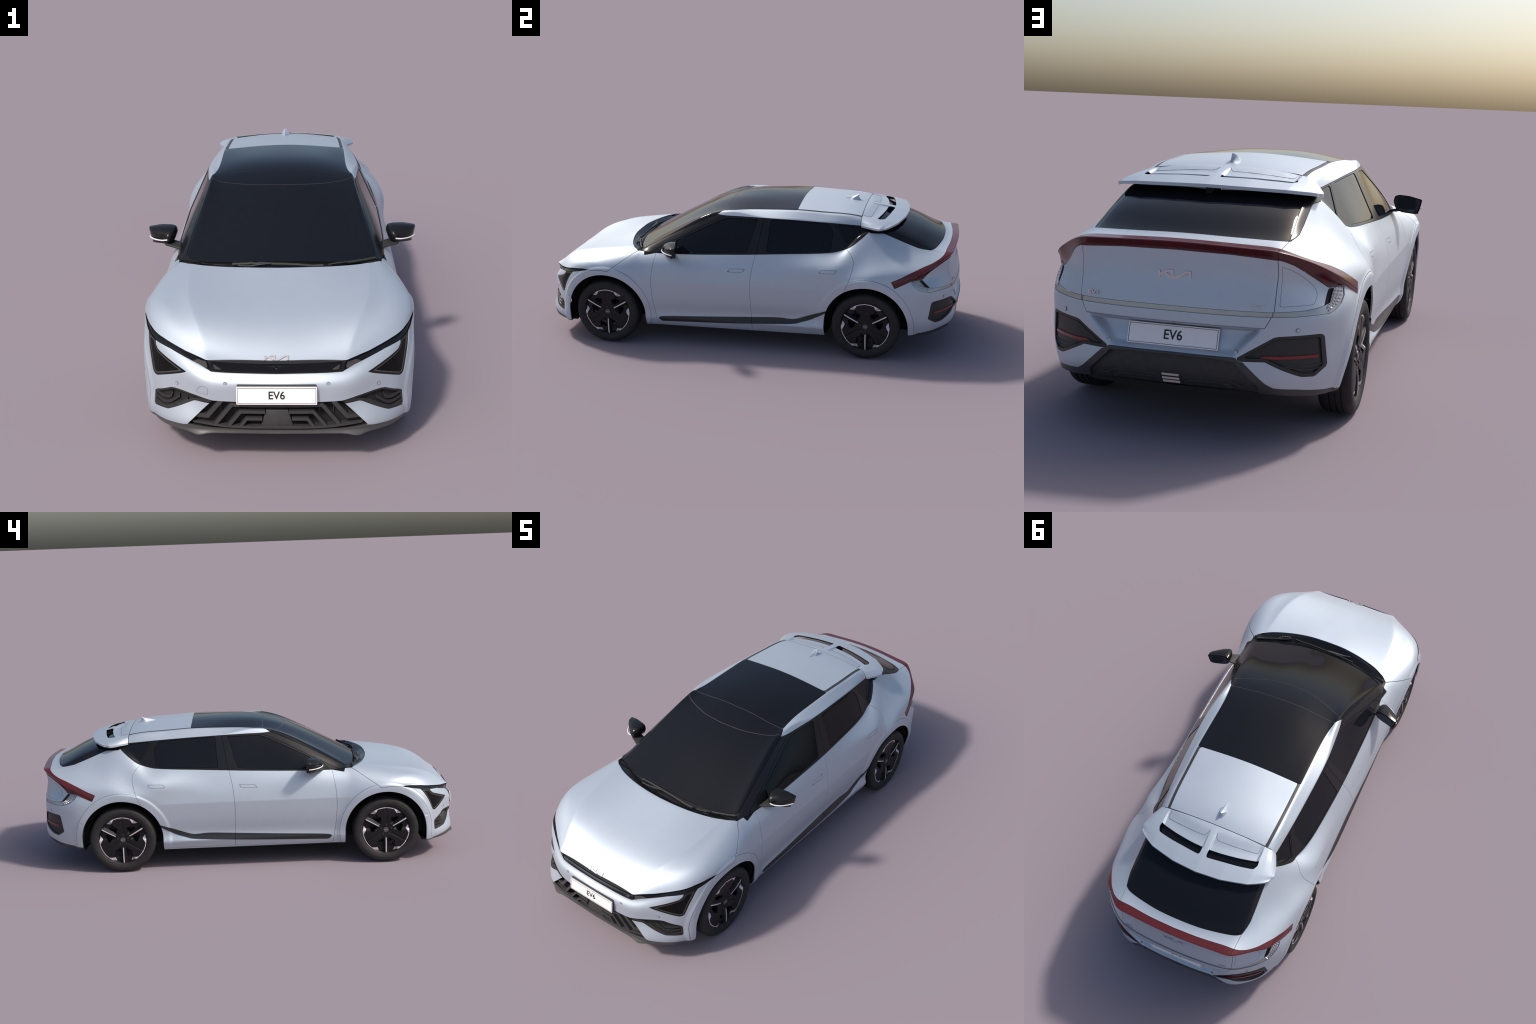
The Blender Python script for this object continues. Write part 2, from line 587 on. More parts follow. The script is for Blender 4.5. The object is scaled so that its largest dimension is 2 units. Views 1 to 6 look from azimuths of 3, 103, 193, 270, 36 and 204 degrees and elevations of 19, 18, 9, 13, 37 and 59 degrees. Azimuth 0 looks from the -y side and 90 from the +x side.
# number plate bay in the rear bumper
bay = area(pr_face(Vb), [(0, .2925), (.214, .2925), (.150, .2235), (0, .2235)])
bay = np.where(ax_ < .02, np.maximum(-.05, np.maximum(.2235 - Vb[:, 2], Vb[:, 2] - .2925)), bay)
w = (1 - smoothstep(-.012, .003, bay)) * (Vb[:, 1] > .9)
Vb[:, 1] -= w * (.016 * smoothstep(.225, .290, Vb[:, 2]) + .017)
# side sensor dimples, handle hollows
for (yy, zz, rr, dd) in [(-.828, .225, .008, .0025), (.785, .240, .007, .002)]:
    d = np.hypot(Vb[:, 1] - yy, Vb[:, 2] - zz)
    Vb[:, 0] -= sg * dd * (1 - smoothstep(.3 * rr, rr, d)) * (ax_ > .3)
# side glass bows outwards between belt and rail
BELT = curve([(-.497, .4485), (-.45, .4462), (-.39, .4440), (-.2, .4490), (0, .4575), (.09, .4622), (.25, .4698), (.40, .4762), (.458, .4823), (.513, .5005), (.5627, .5360), (.599, .5675)], 6)
RAIL_LOW = curve([(.562, .5885), (.4385, .5982), (.35, .6040), (.2523, .6095), (.16, .6135), (.085, .6160), (0, .6170), (-.0736, .6168), (-.108, .6200)], 6)
A_EDGE = curve([(-.108, .6200), (-.15, .604), (-.25, .5595), (-.35, .512), (-.45, .460), (-.482, .4505)], 6)
top_line = np.concatenate([RAIL_LOW, A_EDGE[1:]])[::-1]
zlo, zhi = np.interp(Vb[:, 1], BELT[:, 0], BELT[:, 1]), np.interp(Vb[:, 1], top_line[:, 0], top_line[:, 1])
tt = np.clip((Vb[:, 2] - zlo) / np.maximum(zhi - zlo, .01), 0, 1)
w = 4 * tt * (1 - tt) * np.clip((zhi - zlo) / .10, 0, 1) * (ax_ > .22) * smoothstep(-.48, -.40, Vb[:, 1]) * (1 - smoothstep(-.22, .02, Vb[:, 1]))
Vb[:, 0] += sg * .0065 * w
Nb = vertex_normals(Vb, Tb)
BODY = Skin(Vb, Nb, Tb)

# --- wheel openings -------------------------------------------------- #
for ya in AXLES:
    V = BODY.V
    r = np.hypot(V[:, 1] - ya, V[:, 2] - HUB_Z) - ARCH_R
    col = np.where(V[:, 2] < HUB_Z, np.abs(V[:, 1] - ya) - ARCH_R, r)
    BODY = BODY.split(np.where(np.abs(V[:, 0]) > .2, col, 1.0))[1]
WHOLE = BODY


def field(sk, proj, poly, cond=None):
    f = area(proj(sk.V), poly)
    if cond is not None:
        f = np.where(cond(sk.V), f, .5)
    return f


def take(sk, proj, poly, cond=None, gap=0.0):
    """cut an outline out of the skin: (piece, rest), with an open joint"""
    f = field(sk, proj, poly, cond)
    a, b = sk.split(f + gap / 2)
    if gap:
        b = b.split(field(b, proj, poly, cond) - gap / 2)[1]
    return a, b


SEAMS, JOINTS = [], []      # what lies behind the joints


def signed_line(P, L):
    """distance to an open line, with the sign of the side"""
    L = np.array(L, float)
    d, sg_ = np.full(len(P), 1e9), np.ones(len(P))
    for a, b in zip(L[:-1], L[1:]):
        ab = b - a
        t = np.clip(((P - a) @ ab) / max(ab @ ab, 1e-12), 0, 1)
        q = P - a - t[:, None] * ab
        e = np.linalg.norm(q, axis=1)
        m = e < d - 1e-9
        d[m] = e[m]
        sg_[m] = np.sign(ab[0] * (P[m, 1] - a[1]) - ab[1] * (P[m, 0] - a[0]) + 1e-12)
    return d * sg_


def near_line(P, L, tol=.02):
    return line_dist(P, np.array(L, float)) < tol


def score(sk, proj, L, half, cond=None):
    """open a narrow joint along an open line"""
    P = proj(sk.V)
    L = np.array(L, float)
    keep = near_line(P, L, .02)
    if cond is not None:
        keep &= cond(sk.V)
    tn = keep[sk.T].all(1)
    near_, far_ = Skin(sk.V, sk.N, sk.T[tn]), Skin(sk.V, sk.N, sk.T[~tn])
    if tn.sum() == 0:
        return sk
    # extend the line ends so that the sign stays clean
    near_ = near_.compact()
    f = signed_line(proj(near_.V), L)
    a, b = near_.split(f + half)
    b = b.split(signed_line(proj(b.V), L) - half)[1]
    return join(a, b, far_.compact())


def seal(proj, poly, cond=None, width=.004, depth=.0035, closed=True, to=None):
    sk = WHOLE
    P = proj(sk.V)
    L = np.array(poly, float)
    keep = line_dist(P, np.concatenate([L, L[:1]]) if closed else L) < .03
    if cond is not None:
        keep &= cond(sk.V)
    sk = Skin(sk.V, sk.N, sk.T[keep[sk.T].all(1)])
    if len(sk.T) == 0:
        return
    sk = sk.compact()
    fn = (lambda V: area(proj(V), L)) if closed else (lambda V: signed_line(proj(V), L))
    a = sk.split(fn(sk.V) - width)[0]
    a = a.split(fn(a.V) + width)[1]
    if len(a.T):
        (SEAMS if to is None else to).append(a.moved(along=-depth))


def walls(sk, depth, direction=None):
    n = len(sk.T)
    r = sk.rim(depth, direction)
    return Skin(r.V, r.N, r.T[n:]).compact()


def both(name, sk, mat, rim=.004, parent=None):
    out = []
    for s in (1, -1):
        h = sk.side(s)
        if len(h.T):
            out.append(skin_object(name, h.rim(rim) if rim else h, mat, parent))
    return out


def P3(*pts):
    return np.array(pts, float)


up = lambda V: V[:, 2] > .40
nose = lambda V: V[:, 1] < -.66
front_face = lambda V: V[:, 1] < -.80
rear_face = lambda V: V[:, 1] > .62
flank = lambda V: np.abs(V[:, 0]) > .20

rest = BODY

# ---------------- side glass area ------------------------------------ #
DLO = np.concatenate([BELT, [(.585, .575)], RAIL_LOW, A_EDGE[1:]])
dlo, rest = take(rest, pr_side, DLO, flank, gap=.0012)
seal(pr_side, DLO, flank, .003, .003)

WIN_F = [(.0467, .4705), (-.12, .4600), (-.27, .4538), (-.318, .4520), (-.2985, .5015), (-.18, .5565), (-.092, .5965), (-.060, .6068), (.0885, .6090)]
WIN_R = [(.138, .4740), (.28, .4780), (.4297, .4845), (.4372, .5620), (.4120, .5955), (.35, .6000), (.25, .6055), (.1485, .6090)]
WIN_Q = [(.5075, .5090), (.545, .5360), (.5845, .5650), (.5560, .5830), (.50, .5890), (.4550, .5930)]
trim = dlo
for nm, poly in (("door_window", rounded(WIN_F, .008)), ("door_window", rounded(WIN_R, .010)), ("quarter_window", rounded(WIN_Q, .008))):
    g, trim = take(trim, pr_side, poly, flank, gap=.0012)
    both(nm, g.moved(along=-.0018), "glass", .003)
# door frame joints in the black trim
for ln in ([(.0885, .450), (.118, .625)], [(.510, .496), (.434, .609)], [(-.388, .430), (-.375, .452), (-.352, .480)], [(-.44, .4380), (-.4176, .4493), (-.39, .4630), (-.297, .5082), (-.18, .5668), (-.0622, .6183)]):
    trim = score(trim, pr_side, ln, .0008, flank)
    seal(pr_side, ln, flank, .003, .003, closed=False)
both("window_trim", trim, "trim_black", .004)
# ---------------- roof, windshield ----------------------------------- #
RAIL_IN = curve([(.2535, -.109), (.238, -.07), (.230, -.02), (.2265, .05), (.227, .2), (.2265, .3), (.2235, .45), (.218, .557)], 6)
HEADER = curve([(0, -.083), (.08, -.082), (.16, -.080), (.2375, -.0745)], 5)
BASE = curve([(0, -.522), (.10, -.518), (.2, -.504), (.27, -.486), (.305, -.474), (.327, -.455)], 6)
EDGE = np.array([(.345, -.45), (.32, -.25), (.275, -.115), (.2535, -.109), (.2445, -.087)])
WIND = np.concatenate([HEADER[::-1] * [1, 1], BASE, EDGE])
WIND[(WIND[:, 0] == 0), 0] = -.01
wind, rest = take(rest, pr_top, WIND, up, gap=.0022)
seal(pr_top, WIND, up, .003, .003)
ARC = curve([(-.01, -.187), (.0, -.187), (.1, -.176), (.2, -.139), (.252, -.110)], 6)
ARC2 = ARC.copy()
ARC2[0] = (-.03, -.187)
wind = score(wind, pr_top, ARC2, .0009, up)
seal(pr_top, ARC, up, .003, .0006, closed=False, to=JOINTS)
seal(pr_top, HEADER, up, .0025, .0008, closed=False, to=JOINTS)
skin_object("windshield", wind.rim(.004), "glass")

SEAM_R = .557
ROOFG = np.concatenate([[(-.01, -.083)], HEADER, RAIL_IN[6:], []]) if False else None
rail_x = lambda y: np.interp(y, RAIL_IN[:, 1], RAIL_IN[:, 0])
ys = np.linspace(-.0745, .261, 24)
ROOFG = np.concatenate([HEADER, np.stack([rail_x(ys), ys], 1)[1:], [(.1, .260), (-.01, .2595)], [(-.01, -.083)]])
roofg, rest = take(rest, pr_top, ROOFG, up, gap=.0016)
seal(pr_top, ROOFG, up, .003, .003)
skin_object("roof_glass", roofg.rim(.004), "glass")
ys = np.linspace(.262, SEAM_R, 12)
ROOFP = np.concatenate([[(-.01, .2600), (.1, .2605)], np.stack([rail_x(ys) - .0115, ys], 1), [(-.01, SEAM_R)]])
roofp, rest = take(rest, pr_top, ROOFP, up, gap=.0014)
seal(pr_top, ROOFP, up, .003, .003)
skin_object("roof_panel", roofp.rim(.004), "paint")
ys = np.linspace(.2615, SEAM_R, 12)
STRIP = np.concatenate([np.stack([rail_x(ys) - .0115, ys], 1), np.stack([rail_x(ys), ys], 1)[::-1]])
stp, rest = take(rest, pr_top, STRIP, up)
both("roof_strip", stp.moved(along=-.0012), "dark_plastic", .003)

# ---------------- rear glass ----------------------------------------- #
RDARK = np.array([(.557, .72), (.557, .588), (.576, .5790), (.597, .5665), (.603, .5612), (.6587, .5595), (.675, .5545), (.7019, .5435), (.7665, .5178), (.818, .4985), (.8432, .4926), (.873, .4872), (.901, .4918), (.9173, .4953), (.922, .4975), (.95, .53), (.95, .72)])
dark, rest = take(rest, pr_side, RDARK, lambda V: V[:, 1] > .5, gap=.0014)
seal(pr_side, RDARK, lambda V: (V[:, 1] > .56), .003, .003)
step = lambda V: .013 * smoothstep(.560, .566, V[:, 1]) * (1 - smoothstep(.59, .645, V[:, 1])) * smoothstep(.575, .590, V[:, 2])
dark.V[:, 2] -= step(dark.V)
dark.N = vertex_normals(dark.V, dark.T)
RG = np.array([(-.01, .62), (.237, .62), (.2490, .879), (.251, .95), (-.01, .95)])
rg, dark = take(dark, pr_top, RG, up, gap=.0016)
seal(pr_top, RG, lambda V: (V[:, 2] > .40) & (V[:, 1] < .90) & (V[:, 1] > .56), .003, .002)
skin_object("rear_window", rg.moved(along=-.001).rim(.004), "glass")
skin_object("rear_trim", dark.rim(.004), "trim_black")

# ---------------- cowl -------------------------------------------------#
HOODEDGE = curve([(0, -.5835), (.08, -.580), (.16, -.567), (.24, -.543), (.285, -.520), (.310, -.503), (.3225, -.487), (.325, -.470)], 6)
COWL = np.concatenate([[(-.01, -.5835)], HOODEDGE, [(.330, -.452)], BASE[::-1], [(-.01, -.522)]])
cowl, rest = take(rest, pr_top, COWL, lambda V: V[:, 2] > .43)
skin_object("cowl_panel", join(cowl.moved((0, 0, -.006)), walls(cowl, .006, (0, 0, -1))), "gloss_black")

# ---------------- hood -------------------------------------------------#
LIP = [(-1.02, .300), (-.9745, .3165), (-.9625, .3225), (-.915, .3308), (-.861, .3473), (-.806, .360), (-.750, .3670), (-.70, .3665), (-.655, .3690), (-.617, .3640)]
HOOD = np.array(LIP + [(-.60, .377), (-.55, .409), (-.50, .4405), (-.470, .452), (-.44, .60), (-1.02, .60)])
hood, rest = take(rest, pr_side, HOOD, lambda V: V[:, 1] < -.43, gap=.0018)
HOODLINE = HOOD[:13]
seal(pr_side, HOODLINE, lambda V: V[:, 1] < -.43, .004, .003, closed=False)
skin_object("hood", hood.rim(.007), "paint")

# ---------------- front lamps and light bar --------------------------- #
BAR = np.array([(-.01, .40), (.1955, .3225), (.1905, .2900), (.186, .2872), (.1, .2855), (-.01, .2835)])
BAR[0] = (-.01, .3225)
bar, rest = take(rest, pr_face, BAR, front_face, gap=.001)
skin_object("light_bar", join(bar.moved((0, .001, 0)), walls(bar, .001, (0, 1, 0))), "gloss_black")
inset = bar.split(field(bar, pr_face, [(-.01, .3135), (.183, .316), (.179, .2945), (-.01, .2905)]))[0]
skin_object("light_bar_lens", inset.moved((0, -.0006, 0)).rim(.003, (0, 1, 0)), "glass")
q = P3((.176, -.96, .2945), (.1795, -.96, .3085), (.164, -.965, .2945))
ins2 = bar.split(field(bar, pr_face, [(.1785, .3125), (.1745, .2955), (.154, .2945)]))[0]
both("light_bar_reflector", ins2.moved((0, -.0016, 0)), "lamp_grey", .002)

DRL_TOP = P3((.193, -.963, .3235), (.262, -.915, .3315), (.33, -.861, .3482), (.372, -.806, .361), (.393, -.750, .368), (.3955, -.705, .3672))
DRL_LOW = P3((.3955, -.708, .3655), (.394, -.742, .3575), (.390, -.770, .3520), (.382, -.800, .3450), (.3561, -.8471, .3362), (.33, -.871, .3325), (.307, -.8904, .3279), (.2625, -.9195, .3150), (.2188, -.9443, .3032), (.1847, -.9587, .2881))
DRL = pr_front(np.concatenate([DRL_TOP, DRL_LOW]))
drl, rest = take(rest, pr_front, DRL, lambda V: (V[:, 1] < -.66) & (np.abs(V[:, 0]) > .17), gap=.0008)
both("daytime_lamp", drl.moved(along=-.003), "gloss_black", 0)
both("daytime_lamp_frame", walls(drl, .004), "gloss_black", 0)
core = pr_front(P3((.205, -.955, .3170), (.262, -.918, .3265), (.33, -.866, .3430), (.372, -.812, .3560), (.388, -.770, .3610), (.386, -.775, .3560), (.360, -.835, .3455), (.33, -.872, .3375), (.28, -.910, .3230), (.225, -.945, .3080), (.199, -.955, .2960)))
c1 = drl.split(field(drl, pr_front, core))[0]
both("daytime_lamp_lens", c1.moved(along=-.0015), "glass", .002)
c2 = drl.split(field(drl, pr_front, pr_front(P3((.200, -.958, .3160), (.225, -.945, .3175), (.240, -.935, .3095), (.197, -.955, .2945)))))[0]
both("daytime_lamp_reflector", c2.moved(along=-.0008), "lamp_grey", .002)

HEAD = pr_front(P3((.2570, -.9420, .2782), (.303, -.905, .2968), (.3472, -.8666, .3156), (.3535, -.8540, .3265), (.3555, -.8484, .3390), (.383, -.798, .3470), (.3800, -.812, .3330), (.3732, -.8431, .2850), (.3655, -.8608, .2430), (.3600, -.868, .2372), (.3530, -.875, .2365), (.2775, -.9315, .2690)))
head, rest = take(rest, pr_front, HEAD, lambda V: (V[:, 1] < -.76) & (np.abs(V[:, 0]) > .2), gap=.0008)
fh = field(head, pr_front, HEAD)
inner, frame = head.split(fh + .0055)
both("headlamp_frame", frame.moved(along=-.001), "gloss_black", .004)
fi = field(inner, pr_front, HEAD)
edge_l, inner = inner.split(-(fi + .0085))
both("headlamp_edge", edge_l.moved(along=-.0018), "lamp_grey", .002)
both("headlamp_lens", inner.moved(along=-.003), "lamp_black", .002)

# ---------------- front grille, vents, lip ---------------------------- #
LIPLINE = [(-.01, .1165), (.10, .1165), (.19, .1170), (.235, .1215), (.2586, .1258), (.2691, .1225), (.30, .1190), (.34, .1130), (.372, .1055), (.392, .1000)]
LIPZONE = np.array(LIPLINE + [(.41, .05), (-.01, .05)])
lip, rest = take(rest, pr_face, LIPZONE, lambda V: V[:, 1] < -.76)
GRILLE = np.array([(-.01, .2045), (.1828, .2052), (.1922, .1947), (.2495, .1357), (.2586, .1262), (.240, .1180), (.19, .1120), (-.01, .1120)])
gri, rest = take(rest, pr_face, GRILLE, front_face)
skin_object("grille_recess", join(gri.moved((0, .024, 0)), walls(gri, .024, (0, 1, 0))), "seal_black")
WING = [(.1828, .2050), (.2289, .2139), (.275, .2192), (.294, .2196), (.3073, .2176), (.3515, .1948), (.3600, .1875), (.3620, .1820), (.3657, .1450), (.3640, .1418), (.3270, .1490), (.3183, .1507), (.3075, .1567), (.2400, .1950), (.2316, .1975), (.1922, .1947)]
wing, rest = take(rest, pr_face, WING, lambda V: V[:, 1] < -.80)
both("bumper_vent_recess", join(wing.moved((0, .012, 0)), walls(wing, .012, (0, 1, 0))), "seal_black", 0)
fw = field(wing, pr_face, WING)
wf = wing.split(-(fw + .0065))[0]
both("bumper_vent_frame", wf.moved((0, .0030, 0)), "pod_black", .008)
lipx = np.abs(lip.V[:, 0])
lp = lip.copy()
bulge = smoothstep(.116, .100, lp.V[:, 2]) * smoothstep(-.80, -.93, lp.V[:, 1])
lp.V[:, 1] -= bulge * (.006 + .008 * np.exp(-((lipx - .225) / .03) ** 2))
lp.V[:, 2] -= .006 * np.exp(-((lipx - .228) / .022) ** 2) * bulge
lp.N = vertex_normals(lp.V, lp.T)
skin_object("front_lip", lp.rim(.006), "lip_grey")

# seams and small marks on the front bumper
def ring_mark(sk, proj, centre, r, cond, w=.0007):
    f = np.abs(np.linalg.norm(proj(sk.V) - np.array(centre), axis=1) - r) - w
    f = np.where(cond(sk.V), f, .5)
    strip_ = sk.split(f)[0]
    if len(strip_.T):
        SEAMS.append(strip_.moved(along=.0002))
    return sk


# ---------------- sides ------------------------------------------------#
SEAM_F = curve([(-.392, .455), (-.396, .430), (-.401, .400), (-.406, .370), (-.4085, .340), (-.410, .300), (-.4085, .250), (-.404, .200), (-.395, .140), (-.389, .100)], 5)
SEAM_B = curve([(.089, .470), (.086, .450), (.081, .430), (.075, .400), (.071, .370), (.0675, .340), (.066, .300), (.066, .250), (.067, .200), (.069, .150), (.070, .100)], 5)
SEAM_C = curve([(.520, .480), (.535, .460), (.539, .440), (.537, .420), (.532, .400), (.526, .380), (.518, .360), (.506, .332)], 5)
DOOR_F = np.concatenate([SEAM_F[::-1], [(-.30, .52)], [(.09, .52)], SEAM_B])
DOOR_R = np.concatenate([SEAM_B[::-1], [(.09, .53), (.46, .53)], SEAM_C, [(.498, .310), (.45, .24), (.43, .16), (.425, .1035)]])
# the sill line closes both doors
SILL = .1035
DOOR_F[:, 1] = np.maximum(DOOR_F[:, 1], SILL)
DOOR_R[:, 1] = np.maximum(DOOR_R[:, 1], SILL)
side_low = lambda V: (np.abs(V[:, 0]) > .30) & (V[:, 2] < .53)
HANDLE_F = rounded([(.043, .3985), (-.030, .3955), (-.042, .3815), (.034, .3840)], .0055)
HANDLE_R = rounded([(.468, .4150), (.396, .4125), (.385, .3985), (.459, .4010)], .0055)
SKIRT = np.concatenate([[(-.386, .1380), (-.374, .1230)], curve([(-.3626, .1203), (-.1, .1290), (.0688, .1365), (.2528, .1465), (.305, .1580), (.348, .1726), (.4055, .2040), (.43, .2160)], 5), [(.43, .2260)], curve([(.415, .2200), (.33, .1890), (.2783, .1712), (.2433, .1690), (.19, .1720), (.067, .1660), (-.1, .1580), (-.345, .1465), (-.386, .1380)], 5)])
skirt_all, rest = take(rest, pr_side, SKIRT, side_low)
for poly, hnd in ((DOOR_F, HANDLE_F), (DOOR_R, HANDLE_R)):
    door, rest = take(rest, pr_side, poly, side_low, gap=GAP)
    seal(pr_side, poly, side_low, .004, .0035)
    hd, door = take(door, pr_side, hnd, side_low, gap=.0012)
    seal(pr_side, hnd, side_low, .002, .0022)
    doors = both("door", door, "paint", .005)
    for d_ in doors:
        for h_ in both("door_handle", hd, "paint", .003, d_):
            if (np.array(h_.bound_box)[:, 0].mean() > 0) != (np.array(d_.bound_box)[:, 0].mean() > 0):
                bpy.data.objects.remove(h_)
# skirt cladding, set out a little
sk_ = skirt_all.moved(along=.0015)
sk_ = score(sk_, pr_side, SEAM_B, .0008)
both("sill_cladding", sk_, "skirt_black", .006)

# ---------------- rear lamps ------------------------------------------ #
TAIL_A = np.array([(0, .956), (.10, .952), (.20, .941), (.25, .936), (.28, .921), (.30, .903), (.32, .879), (.34, .847), (.36, .811), (.38, .762), (.3925, .715), (.3975, .690)])   # inner edge of the red top, plan
TAIL_LIP = P3((0, 1.05, .4860), (.10, .981, .4840), (.200, .972, .4800), (.258, .9565, .4722), (.295, .930, .4590), (.325, .891, .4410), (.354, .845, .4175), (.372, .812, .4025), (.3965, .709, .3585))
TAIL_LOW = P3((.3964, .7267, .3474), (.3741, .7985, .3804), (.3455, .8298, .3792), (.3360, .8370, .3795), (.320, .861, .3970), (.300, .898, .4200), (.280, .929, .4390), (.265, .945, .4475), (.250, .954, .4530), (.1315, .9695, .4610), (0, 1.05, .4655))
TAIL = pr_rear(np.concatenate([TAIL_LIP + [0, 0, .03], TAIL_LOW]))
tail_c = lambda V: V[:, 1] > .69
TAIL_AS = curve(TAIL_A, 8)


def tail_field(V):
    inner_y = np.interp(np.abs(V[:, 0]), TAIL_AS[:, 0], TAIL_AS[:, 1])
    lip_z = np.interp(np.abs(V[:, 0]), TAIL_LIP[:, 0], TAIL_LIP[:, 2])
    inner = np.where(V[:, 2] > lip_z - .007, (inner_y - V[:, 1]) * .8, -.02)
    f = np.maximum(area(pr_rear(V), TAIL), inner)
    return np.where(tail_c(V), f, .5)


tail, rest = rest.split(tail_field(rest.V) + .0005)
rest = rest.split(tail_field(rest.V) - .0005)[1]
for sx_ in (1, -1):
    tail = join(*[p_ for p_ in (tail.split(sx_ * tail.V[:, 0] - .2440 + .0005)[0], tail.split(sx_ * tail.V[:, 0] - .2440 - .0005)[1])])
face_z = pr_rear(np.concatenate([TAIL_LIP - [0, 0, .0040], TAIL_LOW + [0, 0, .0025]]))
redc, redo = tail.split(np.where(tail_c(tail.V), area(pr_rear(tail.V), face_z), .5))
skin_object("tail_lamp", redo.rim(.005), "lamp_dark_red")
skin_object("tail_lamp_core", redc.moved(along=-.0012).rim(.003), "lamp_red")

# ---------------- satin garnish and faceted reflector ------------------ #
GARN = pr_rear(P3((0, 1.05, .3328), (.14, .9833, .3321), (.2411, .9658, .3330), (.2975, .9277, .3335), (.3236, .9001, .3368), (.3386, .8758, .3415), (.3465, .8549, .3464), (.3488, .8249, .3781), (.3735, .7960, .3785), (.3704, .8000, .3580), (.3665, .8214, .3404), (.3607, .8531, .3268), (.3534, .8704, .3228), (.3299, .9017, .3222), (.2897, .9382, .3208), (.2371, .9691, .3214), (.1409, .9848, .3203), (0, 1.05, .3208)))
garn, rest = take(rest, pr_rear, GARN, lambda V: V[:, 1] > .70, gap=.0008)
for sx_ in (1, -1):
    garn = join(*[p_ for p_ in (garn.split(sx_ * garn.V[:, 0] - .2390 + .0006)[0], garn.split(sx_ * garn.V[:, 0] - .2390 - .0006)[1])])
skin_object("rear_garnish", join(garn.moved(along=-.002), walls(garn, .0022)), "satin_silver")
SLOT = pr_rear(P3((.3387, .8396, .3776), (.3384, .8748, .3427), (.3421, .8723, .3398), (.3465, .8549, .3464), (.3488, .8249, .3781)))
slot, rest = take(rest, pr_rear, SLOT, lambda V: V[:, 1] > .70)
both("lamp_slot", slot.moved(along=-.004), "seal_black", 0)
# ---------------- rear bumper: diffuser and vents ---------------------- #
VENT_R = [(.1614, .2150), (.1617, .2229), (.2430, .2735), (.2549, .2761), (.3380, .2775), (.3450, .2755), (.3483, .2694), (.3550, .2018), (.3528, .1941), (.3330, .1754), (.3276, .1740), (.3054, .1765), (.2963, .1805), (.2261, .2155), (.1752, .2141)]
vr, rest = take(rest, pr_face, VENT_R, lambda V: V[:, 1] > .80)
fv = field(vr, pr_face, VENT_R)
inn, frm = vr.split(fv + .008)
both("rear_vent_frame", frm.moved((0, -.0015, 0)), "pod_black", .006)
both("rear_vent", inn.moved((0, -.007, 0)), "pod_black", 0)
both("rear_vent_wall", walls(inn, .0075, (0, -1, 0)), "pod_black", 0)
REFL = [(.2043, .2216), (.2228, .2290), (.3350, .2265), (.3375, .2245), (.3375, .2195), (.2232, .2220)]
rf = vr.split(field(vr, pr_face, REFL, rear_face))[0]
both("rear_reflector", rf.moved((0, -.003, 0)), "reflector_red", .006)
DIFF = np.array([(-.01, .2240), (.1456, .2227), (.1603, .2229), (.1622, .2151), (.1753, .2133), (.2283, .1641), (.2464, .1526), (.296, .1451), (.3395, .1354), (.3626, .1281), (.385, .1150), (.41, .05), (-.01, .05)])
diff, rest = take(rest, pr_face, DIFF, lambda V: V[:, 1] > .74)
fd = area(pr_face(diff.V), [(-.02, .2185), (.10, .2170), (.158, .2120), (.160, .2060), (.2120, .1560), (.216, .06), (-.02, .06)])
dm, dout = diff.split(fd)
skin_object("diffuser", join(dm.moved((0, -.010, 0)), walls(dm, .010, (0, -1, 0))), "matt_black")
skin_object("rear_lip", dout.rim(.006), "dark_plastic")

# ---------------- tailgate, rear bumper, quarter panels ---------------- #
GATE = np.concatenate([[(-.01, .52), (.2495, .4900), (.2440, .4700), (.2435, .4600)], curve([(.2430, .4533), (.2438, .4214), (.2424, .3906), (.2416, .3531), (.2410, .3335), (.2363, .3214), (.2224, .2949)], 5), [(.1685, .2948), (-.01, .2950)]])
gate, rest = take(rest, pr_face, GATE, lambda V: V[:, 1] > .86, gap=.0014)
seal(pr_face, GATE, lambda V: (V[:, 1] > .86) & (V[:, 2] > .28), .004, .0035)
skin_object("tailgate", gate.rim(.006), "paint")
# charge flap, right-hand rear corner only
FLAP = np.concatenate([curve([(.2520, .4370), (.2657, .4313), (.2834, .4186), (.3012, .4007), (.3150, .3844), (.3225, .3697), (.3235, .3583), (.3205, .3475)], 6), [(.3150, .3456), (.2520, .3449)]])
flapc = lambda V: (V[:, 1] > .84) & (V[:, 0] < 0)
flap, rest = take(rest, pr_face, FLAP, flapc, gap=.0007)
seal(pr_face, FLAP, flapc, .002, .0022)
skin_object("charge_flap", flap.rim(.003), "paint")
# tow-eye cover in the front bumper
TOW = rounded([(.2269, .2340), (.2151, .2460), (.1965, .2464), (.1945, .2222), (.2269, .2223)], .006)
towc = lambda V: (V[:, 1] < -.8) & (V[:, 0] < 0)
tow, rest = take(rest, pr_face, TOW, towc, gap=.0009)
seal(pr_face, TOW, towc, .002, .0022)
skin_object("tow_eye_cover", tow.rim(.003), "paint")

# wheel arch edge line
for ya in AXLES:
    def ring(V, ya=ya):
        dy, dz = V[:, 1] - ya, V[:, 2] - HUB_Z
        r = np.hypot(dy, dz)
        f = r - (.2268 - .010 * (dy / np.maximum(r, .01)) ** 2)
        return np.where((np.abs(V[:, 0]) > .28) & (V[:, 2] < .45), f, .5)
    a_, b_ = rest.split(ring(rest.V) + .0006)
    b_ = b_.split(ring(b_.V) - .0006)[1]
    rest = join(a_, b_)
    w_ = WHOLE.split(ring(WHOLE.V) - .0025)[0]
    w_ = w_.split(ring(w_.V) + .0025)[1]
    SEAMS.append(w_.moved(along=-.0016))

